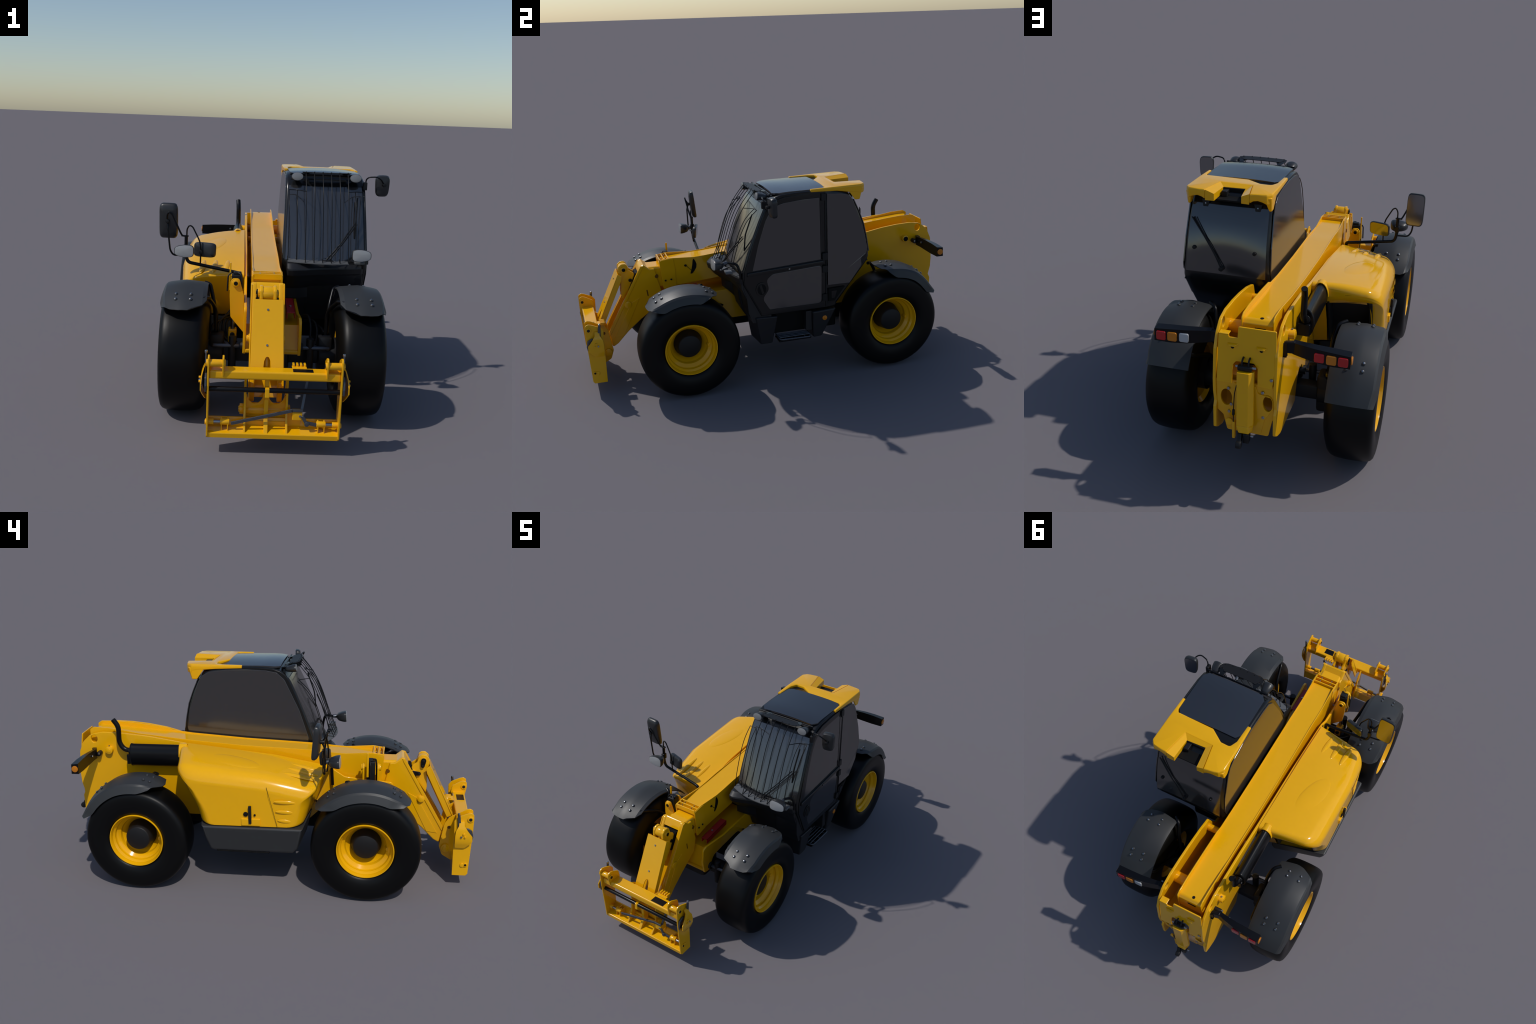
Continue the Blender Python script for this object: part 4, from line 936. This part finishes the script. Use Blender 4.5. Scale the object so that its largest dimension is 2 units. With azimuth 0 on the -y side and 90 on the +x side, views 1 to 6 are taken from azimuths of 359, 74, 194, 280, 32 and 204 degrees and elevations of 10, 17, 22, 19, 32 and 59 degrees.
tube("guard_bar", BLK, GD, [(x, gy(x, 0.905), 0.905) for x in (0.053, 0.09, 0.127)], 0.0019)
tube("guard_bar", BLK, GD, [(x, gy(x, 0.905), 0.905) for x in (0.317, 0.352, 0.391)], 0.0019)
# grey foot plate, curved with the screen
def foot(x): return -0.336 + 0.052 * ((x - CM) / 0.187) ** 2
fs = []
for k in range(13):
    x = 0.052 + (0.318 - 0.052) * k / 12
    y = foot(x)
    fs.append([(x, y - 0.006, 0.600), (x, y + 0.030, 0.606), (x, y + 0.030, 0.610), (x, y - 0.006, 0.604)])
put("guard_foot", loft_mesh(fs), GPL, GD, 30)
# visor plate between the roof lamps
vs = []
for k in range(17):
    x = 0.112 + (0.333 - 0.112) * k / 16
    y = gy(x, 0.98)
    c = 0.044 if 1 < k < 15 else 0.020
    vs.append([(x, y - 0.004, 0.9870), (x, y + c, 0.9840), (x, y + c, 0.9815), (x, y - 0.004, 0.9840)])
put("guard_visor", loft_mesh(vs), HUB, GD, 30)
for x in (0.135, 0.31):
    hull("guard_visor", FRM, GD, [(x - 0.022, -0.118, 0.9815), (x + 0.022, -0.118, 0.9815), (x + 0.022, -0.118, 0.9835), (x - 0.022, -0.118, 0.9835), (x - 0.008, -0.085, 0.9745), (x + 0.008, -0.085, 0.9745), (x + 0.008, -0.085, 0.9765), (x - 0.008, -0.085, 0.9765)], 0.0005)
for k in range(6):
    x = 0.127 + 0.038 * k
    cyl("visor_stud", HUB, GD, (x, gy(x, 0.98) + 0.002, 0.982), (x, gy(x, 0.98) + 0.002, 0.9895), 0.0022, 0.0005, 8)
tube("header_bar", BLK, GD, [(0.062, -0.085, 0.972), (0.38, -0.085, 0.972)], 0.004)
# front wiper
tube("wiper", BLK, CB, [(0.222, -0.296, 0.614), (0.29, -0.270, 0.69), (0.352, -0.222, 0.772)], 0.0026)
tube("wiper", BLK, CB, [(0.236, -0.296, 0.614), (0.30, -0.266, 0.69), (0.360, -0.220, 0.765)], 0.0022)
tube("wiper", BLK, CB, [(0.352, -0.215, 0.70), (0.356, -0.208, 0.78), (0.362, -0.172, 0.88)], 0.0035)
box("wiper_motor", HUB, CB, 0.205, 0.255, -0.315, -0.285, 0.595, 0.612, 0.006)
# ------- nose cowl under the windscreen
COW = group("cowl", root)
def cowl():
    secs = []
    tab = [(0.050, -0.340), (0.056, -0.345), (0.075, -0.347), (0.120, -0.332), (0.194, -0.303), (0.26, -0.286), (0.33, -0.272), (0.385, -0.256), (0.395, -0.246)]
    for x in (0.050, 0.054, 0.065, 0.075, 0.10, 0.12, 0.16, 0.20, 0.24, 0.28, 0.33, 0.36, 0.385, 0.395):
        f = ip(tab, x)
        b = ip([(0.05, -0.27), (0.11, -0.262), (0.16, -0.228), (0.40, -0.222)], x)
        secs.append([(x, y, z) for y, z in [(-0.10, 0.602), (-0.215, 0.602), (f + 0.024, 0.596), (f + 0.002, 0.577), (f, 0.570), (f + 0.006, 0.546), (f + 0.014, 0.540), (f * 0.55 + b * 0.45, 0.512), (b, 0.475), (b + 0.004, 0.43), (-0.215, 0.39), (-0.195, 0.335), (-0.10, 0.32)]])
    return loft_mesh(secs)
put("cowl_shell", cowl(), SKT, COW, 25)
# skirt below the door
SK = group("step_skirt", root)
# front wing of the skirt, running forward and up under the windscreen pillar
plate("skirt_panel", HUB, SK, [(-0.145, 0.372), (-0.235, 0.545, 0.01), (-0.240, 0.52), (-0.232, 0.44), (-0.218, 0.37), (-0.19, 0.32), (-0.10, 0.31)], 'x', 0.14, 0.27, 0.006)
plate("skirt_panel", SKT, SK, [(-0.145, 0.372), (-0.235, 0.545, 0.01), (-0.246, 0.545), (-0.248, 0.52), (-0.20, 0.41), (-0.18, 0.35), (-0.14, 0.33)], 'x', 0.27, 0.392, 0.005)
hull("skirt_box", SKT, SK, [(0.25, -0.17, 0.21), (0.385, -0.155, 0.209), (0.385, -0.094, 0.209), (0.25, -0.09, 0.21), (0.25, -0.195, 0.362), (0.407, -0.183, 0.362), (0.407, -0.070, 0.357), (0.25, -0.07, 0.357)], 0.006, 3)
hull("skirt_box", SKT, SK, [(0.25, 0.12, 0.208), (0.388, 0.123, 0.208), (0.388, 0.170, 0.210), (0.25, 0.175, 0.21), (0.25, 0.112, 0.357), (0.407, 0.116, 0.354), (0.407, 0.241, 0.360), (0.25, 0.25, 0.36)], 0.008, 3)
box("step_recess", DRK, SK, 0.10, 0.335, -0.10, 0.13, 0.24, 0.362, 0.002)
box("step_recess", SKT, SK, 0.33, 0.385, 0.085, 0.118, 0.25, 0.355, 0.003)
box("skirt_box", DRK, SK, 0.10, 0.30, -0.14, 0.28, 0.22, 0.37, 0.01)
cyl("side_reflector", AMB, SK, (0.398, 0.180, 0.314), (0.4055, 0.180, 0.314), 0.0125, 0.002)
cyl("side_reflector", AMB, SK, (0.405, 0.180, 0.314), (0.4085, 0.180, 0.314), 0.004, 0.001)
# tread of the step: bars in a frame
st = group("step", SK)
tube("step_frame", GSTL, SK, [(0.335, -0.062, 0.235), (0.400, -0.062, 0.232), (0.412, -0.052, 0.231), (0.412, 0.094, 0.228), (0.400, 0.103, 0.229), (0.335, 0.103, 0.235)], 0.004, 0.012)
bpy.data.objects.remove(st)
for k in range(4):
    x = 0.345 + 0.0165 * k
    tube("step_bar", GSTL, SK, [(x, -0.06, 0.236), (x, 0.10, 0.236)], 0.0028)
for y in (-0.03, 0.02, 0.07):
    tube("step_bar", GSTL, SK, [(0.335, y, 0.233), (0.412, y, 0.231)], 0.003)
box("step_frame", BLK, SK, 0.33, 0.408, -0.066, 0.106, 0.216, 0.226, 0.003)

# ---------------- lamps and mirrors
def pod(name, c, n, w, h, depth, lens, parent, taper=0.0, power=2.6, flip=1):
    """lamp: domed body behind a flat lens, facing direction n"""
    n = Vector(n).normalized()
    up = Vector((0, 0, 1)); r = n.cross(up).normalized(); up = r.cross(n)
    def outline(k):
        pts = []
        for i in range(32):
            a = 2 * math.pi * i / 32
            ca, sa = math.cos(a), math.sin(a)
            px = math.copysign(abs(ca) ** (2 / power), ca) * w / 2
            pz = math.copysign(abs(sa) ** (2 / power), sa) * h / 2
            pz *= 1 - taper * max(0, flip * px / (w / 2))
            pts.append((px * k, pz * k))
        return pts
    def ringat(k, d): return [tuple(Vector(c) + r * a + up * b + n * d) for a, b in outline(k)]
    body = loft_mesh([ringat(0.95, 0.0), ringat(1.0, -0.002), ringat(1.0, -0.010), ringat(0.92, -depth * 0.45), ringat(0.72, -depth * 0.8), ringat(0.35, -depth), ringat(0.05, -depth * 1.02)])
    o = put(name, body, BHS, parent, 50)
    put("lamp_lens", loft_mesh([ringat(0.93, -0.003), ringat(0.93, 0.001), ringat(0.7, 0.0025), ringat(0.05, 0.003)]), lens, o, 40)
    return o
def mirror(name, c, n, w, h, depth, parent, power=5.0, taper=0.0, face=True):
    n = Vector(n).normalized()          # n: direction the glass faces
    up = Vector((0, 0, 1)); r = n.cross(up).normalized(); up = r.cross(n)
    def ringat(k, d):
        out = []
        for i in range(40):
            a = 2 * math.pi * i / 40; ca, sa = math.cos(a), math.sin(a)
            px = math.copysign(abs(ca) ** (2 / power), ca) * w / 2 * k
            pz = math.copysign(abs(sa) ** (2 / power), sa) * h / 2 * k
            px *= 1 + taper * pz / (h / 2)
            out.append(tuple(Vector(c) + r * px + up * pz + n * d))
        return out
    o = put(name, loft_mesh([ringat(0.95, depth * 0.5), ringat(1.0, depth * 0.4), ringat(1.0, 0), ringat(0.9, -depth * 0.35), ringat(0.6, -depth * 0.5), ringat(0.05, -depth * 0.55)]), BHS, parent, 45)
    put("mirror_glass", loft_mesh([ringat(0.93, depth * 0.42), ringat(0.93, depth * 0.52), ringat(0.05, depth * 0.53)]), MIR, o, 40)
    return o

LM = group("roof_lamp", root)
for x in (0.089, 0.353):
    pod("lamp_body", (x, -0.146, 0.965), (0, -1, 0.15), 0.054, 0.038, 0.055, LMD, LM, power=2.0)
    tube("lamp_bracket", BLK, LM, [(x, -0.10, 0.962), (x + 0.012, -0.08, 0.960), (x + 0.02, -0.06, 0.955)], 0.006, 0.01)
HL = group("headlamp", root)
pod("lamp_body", (0.365, -0.376, 0.650), (0.05, -1, 0.05), 0.084, 0.054, 0.05, LMP, HL, taper=0.28, power=4.0, flip=-1)
tube("lamp_arm", BLK, HL, [(0.355, -0.33, 0.648), (0.358, -0.30, 0.650), (0.385, -0.262, 0.648), (0.392, -0.250, 0.60), (0.392, -0.248, 0.570)], 0.0065, 0.02)
cyl("lamp_joint", GSTL, HL, (0.362, -0.335, 0.648), (0.356, -0.305, 0.650), 0.009)
box("lamp_bracket", GPL, HL, 0.345, 0.388, -0.320, -0.285, 0.600, 0.612, 0.003)
pod("lamp_body", (-0.398, -0.396, 0.648), (-0.03, -1, 0.05), 0.084, 0.054, 0.05, LMP, HL, taper=0.28, power=4.0, flip=1)
cyl("lamp_joint", GSTL, HL, (-0.396, -0.35, 0.648), (-0.393, -0.326, 0.648), 0.009)
# stalk with two mirrors on the engine side
MS = group("wing_mirror", root)
tube("mirror_stalk", BLK, MS, [(-0.150, -0.345, 0.45), (-0.152, -0.340, 0.548), (-0.175, -0.335, 0.552), (-0.385, -0.324, 0.588), (-0.394, -0.325, 0.62), (-0.394, -0.325, 0.706)], 0.0075, 0.025)
mirror("mirror_body", (-0.474, -0.303, 0.764), (0.10, 1, 0.10), 0.081, 0.155, 0.026, MS, power=6)
mirror("mirror_body", (-0.313, -0.326, 0.645), (0.32, 1, -0.10), 0.100, 0.064, 0.022, MS, power=5)
tube("mirror_bracket", BLK, MS, [(-0.394, -0.325, 0.703), (-0.411, -0.326, 0.703), (-0.420, -0.332, 0.720), (-0.455, -0.345, 0.800), (-0.470, -0.345, 0.808), (-0.478, -0.340, 0.79), (-0.477, -0.325, 0.765)], 0.004, 0.02)
tube("mirror_bracket", BLK, MS, [(-0.477, -0.322, 0.765), (-0.474, -0.335, 0.74), (-0.462, -0.335, 0.64), (-0.448, -0.330, 0.618), (-0.395, -0.325, 0.618)], 0.004, 0.02)
tube("mirror_bracket", BLK, MS, [(-0.392, -0.325, 0.69), (-0.391, -0.330, 0.735), (-0.380, -0.334, 0.752), (-0.366, -0.336, 0.745), (-0.332, -0.340, 0.68), (-0.329, -0.340, 0.64), (-0.330, -0.334, 0.580)], 0.0033, 0.018)
cyl("mirror_joint", HUB, MS, (-0.477, -0.335, 0.765), (-0.476, -0.308, 0.765), 0.009)
cyl("mirror_joint", HUB, MS, (-0.330, -0.345, 0.637), (-0.328, -0.325, 0.637), 0.009)
box("mirror_clamp", BLK, MS, -0.415, -0.383, -0.332, -0.318, 0.701, 0.706, 0.001)
box("mirror_clamp", BLK, MS, -0.404, -0.384, -0.336, -0.314, 0.635, 0.665, 0.003)
# cab mirror
MC = group("cab_mirror", root)
mirror("mirror_body", (0.483, -0.106, 0.932), (-0.12, 1, 0.05), 0.064, 0.098, 0.028, MC, power=4, taper=0.08)
tube("mirror_arm", BLK, MC, [(0.402, -0.118, 0.930), (0.404, -0.126, 0.962), (0.415, -0.135, 0.972), (0.45, -0.145, 0.975), (0.472, -0.140, 0.962), (0.484, -0.122, 0.942)], 0.0032, 0.015)
box("mirror_mount", HUB, MC, 0.392, 0.409, -0.135, -0.108, 0.912, 0.948, 0.003)
cyl("mirror_joint", HUB, MC, (0.488, -0.138, 0.938), (0.484, -0.112, 0.938), 0.008)
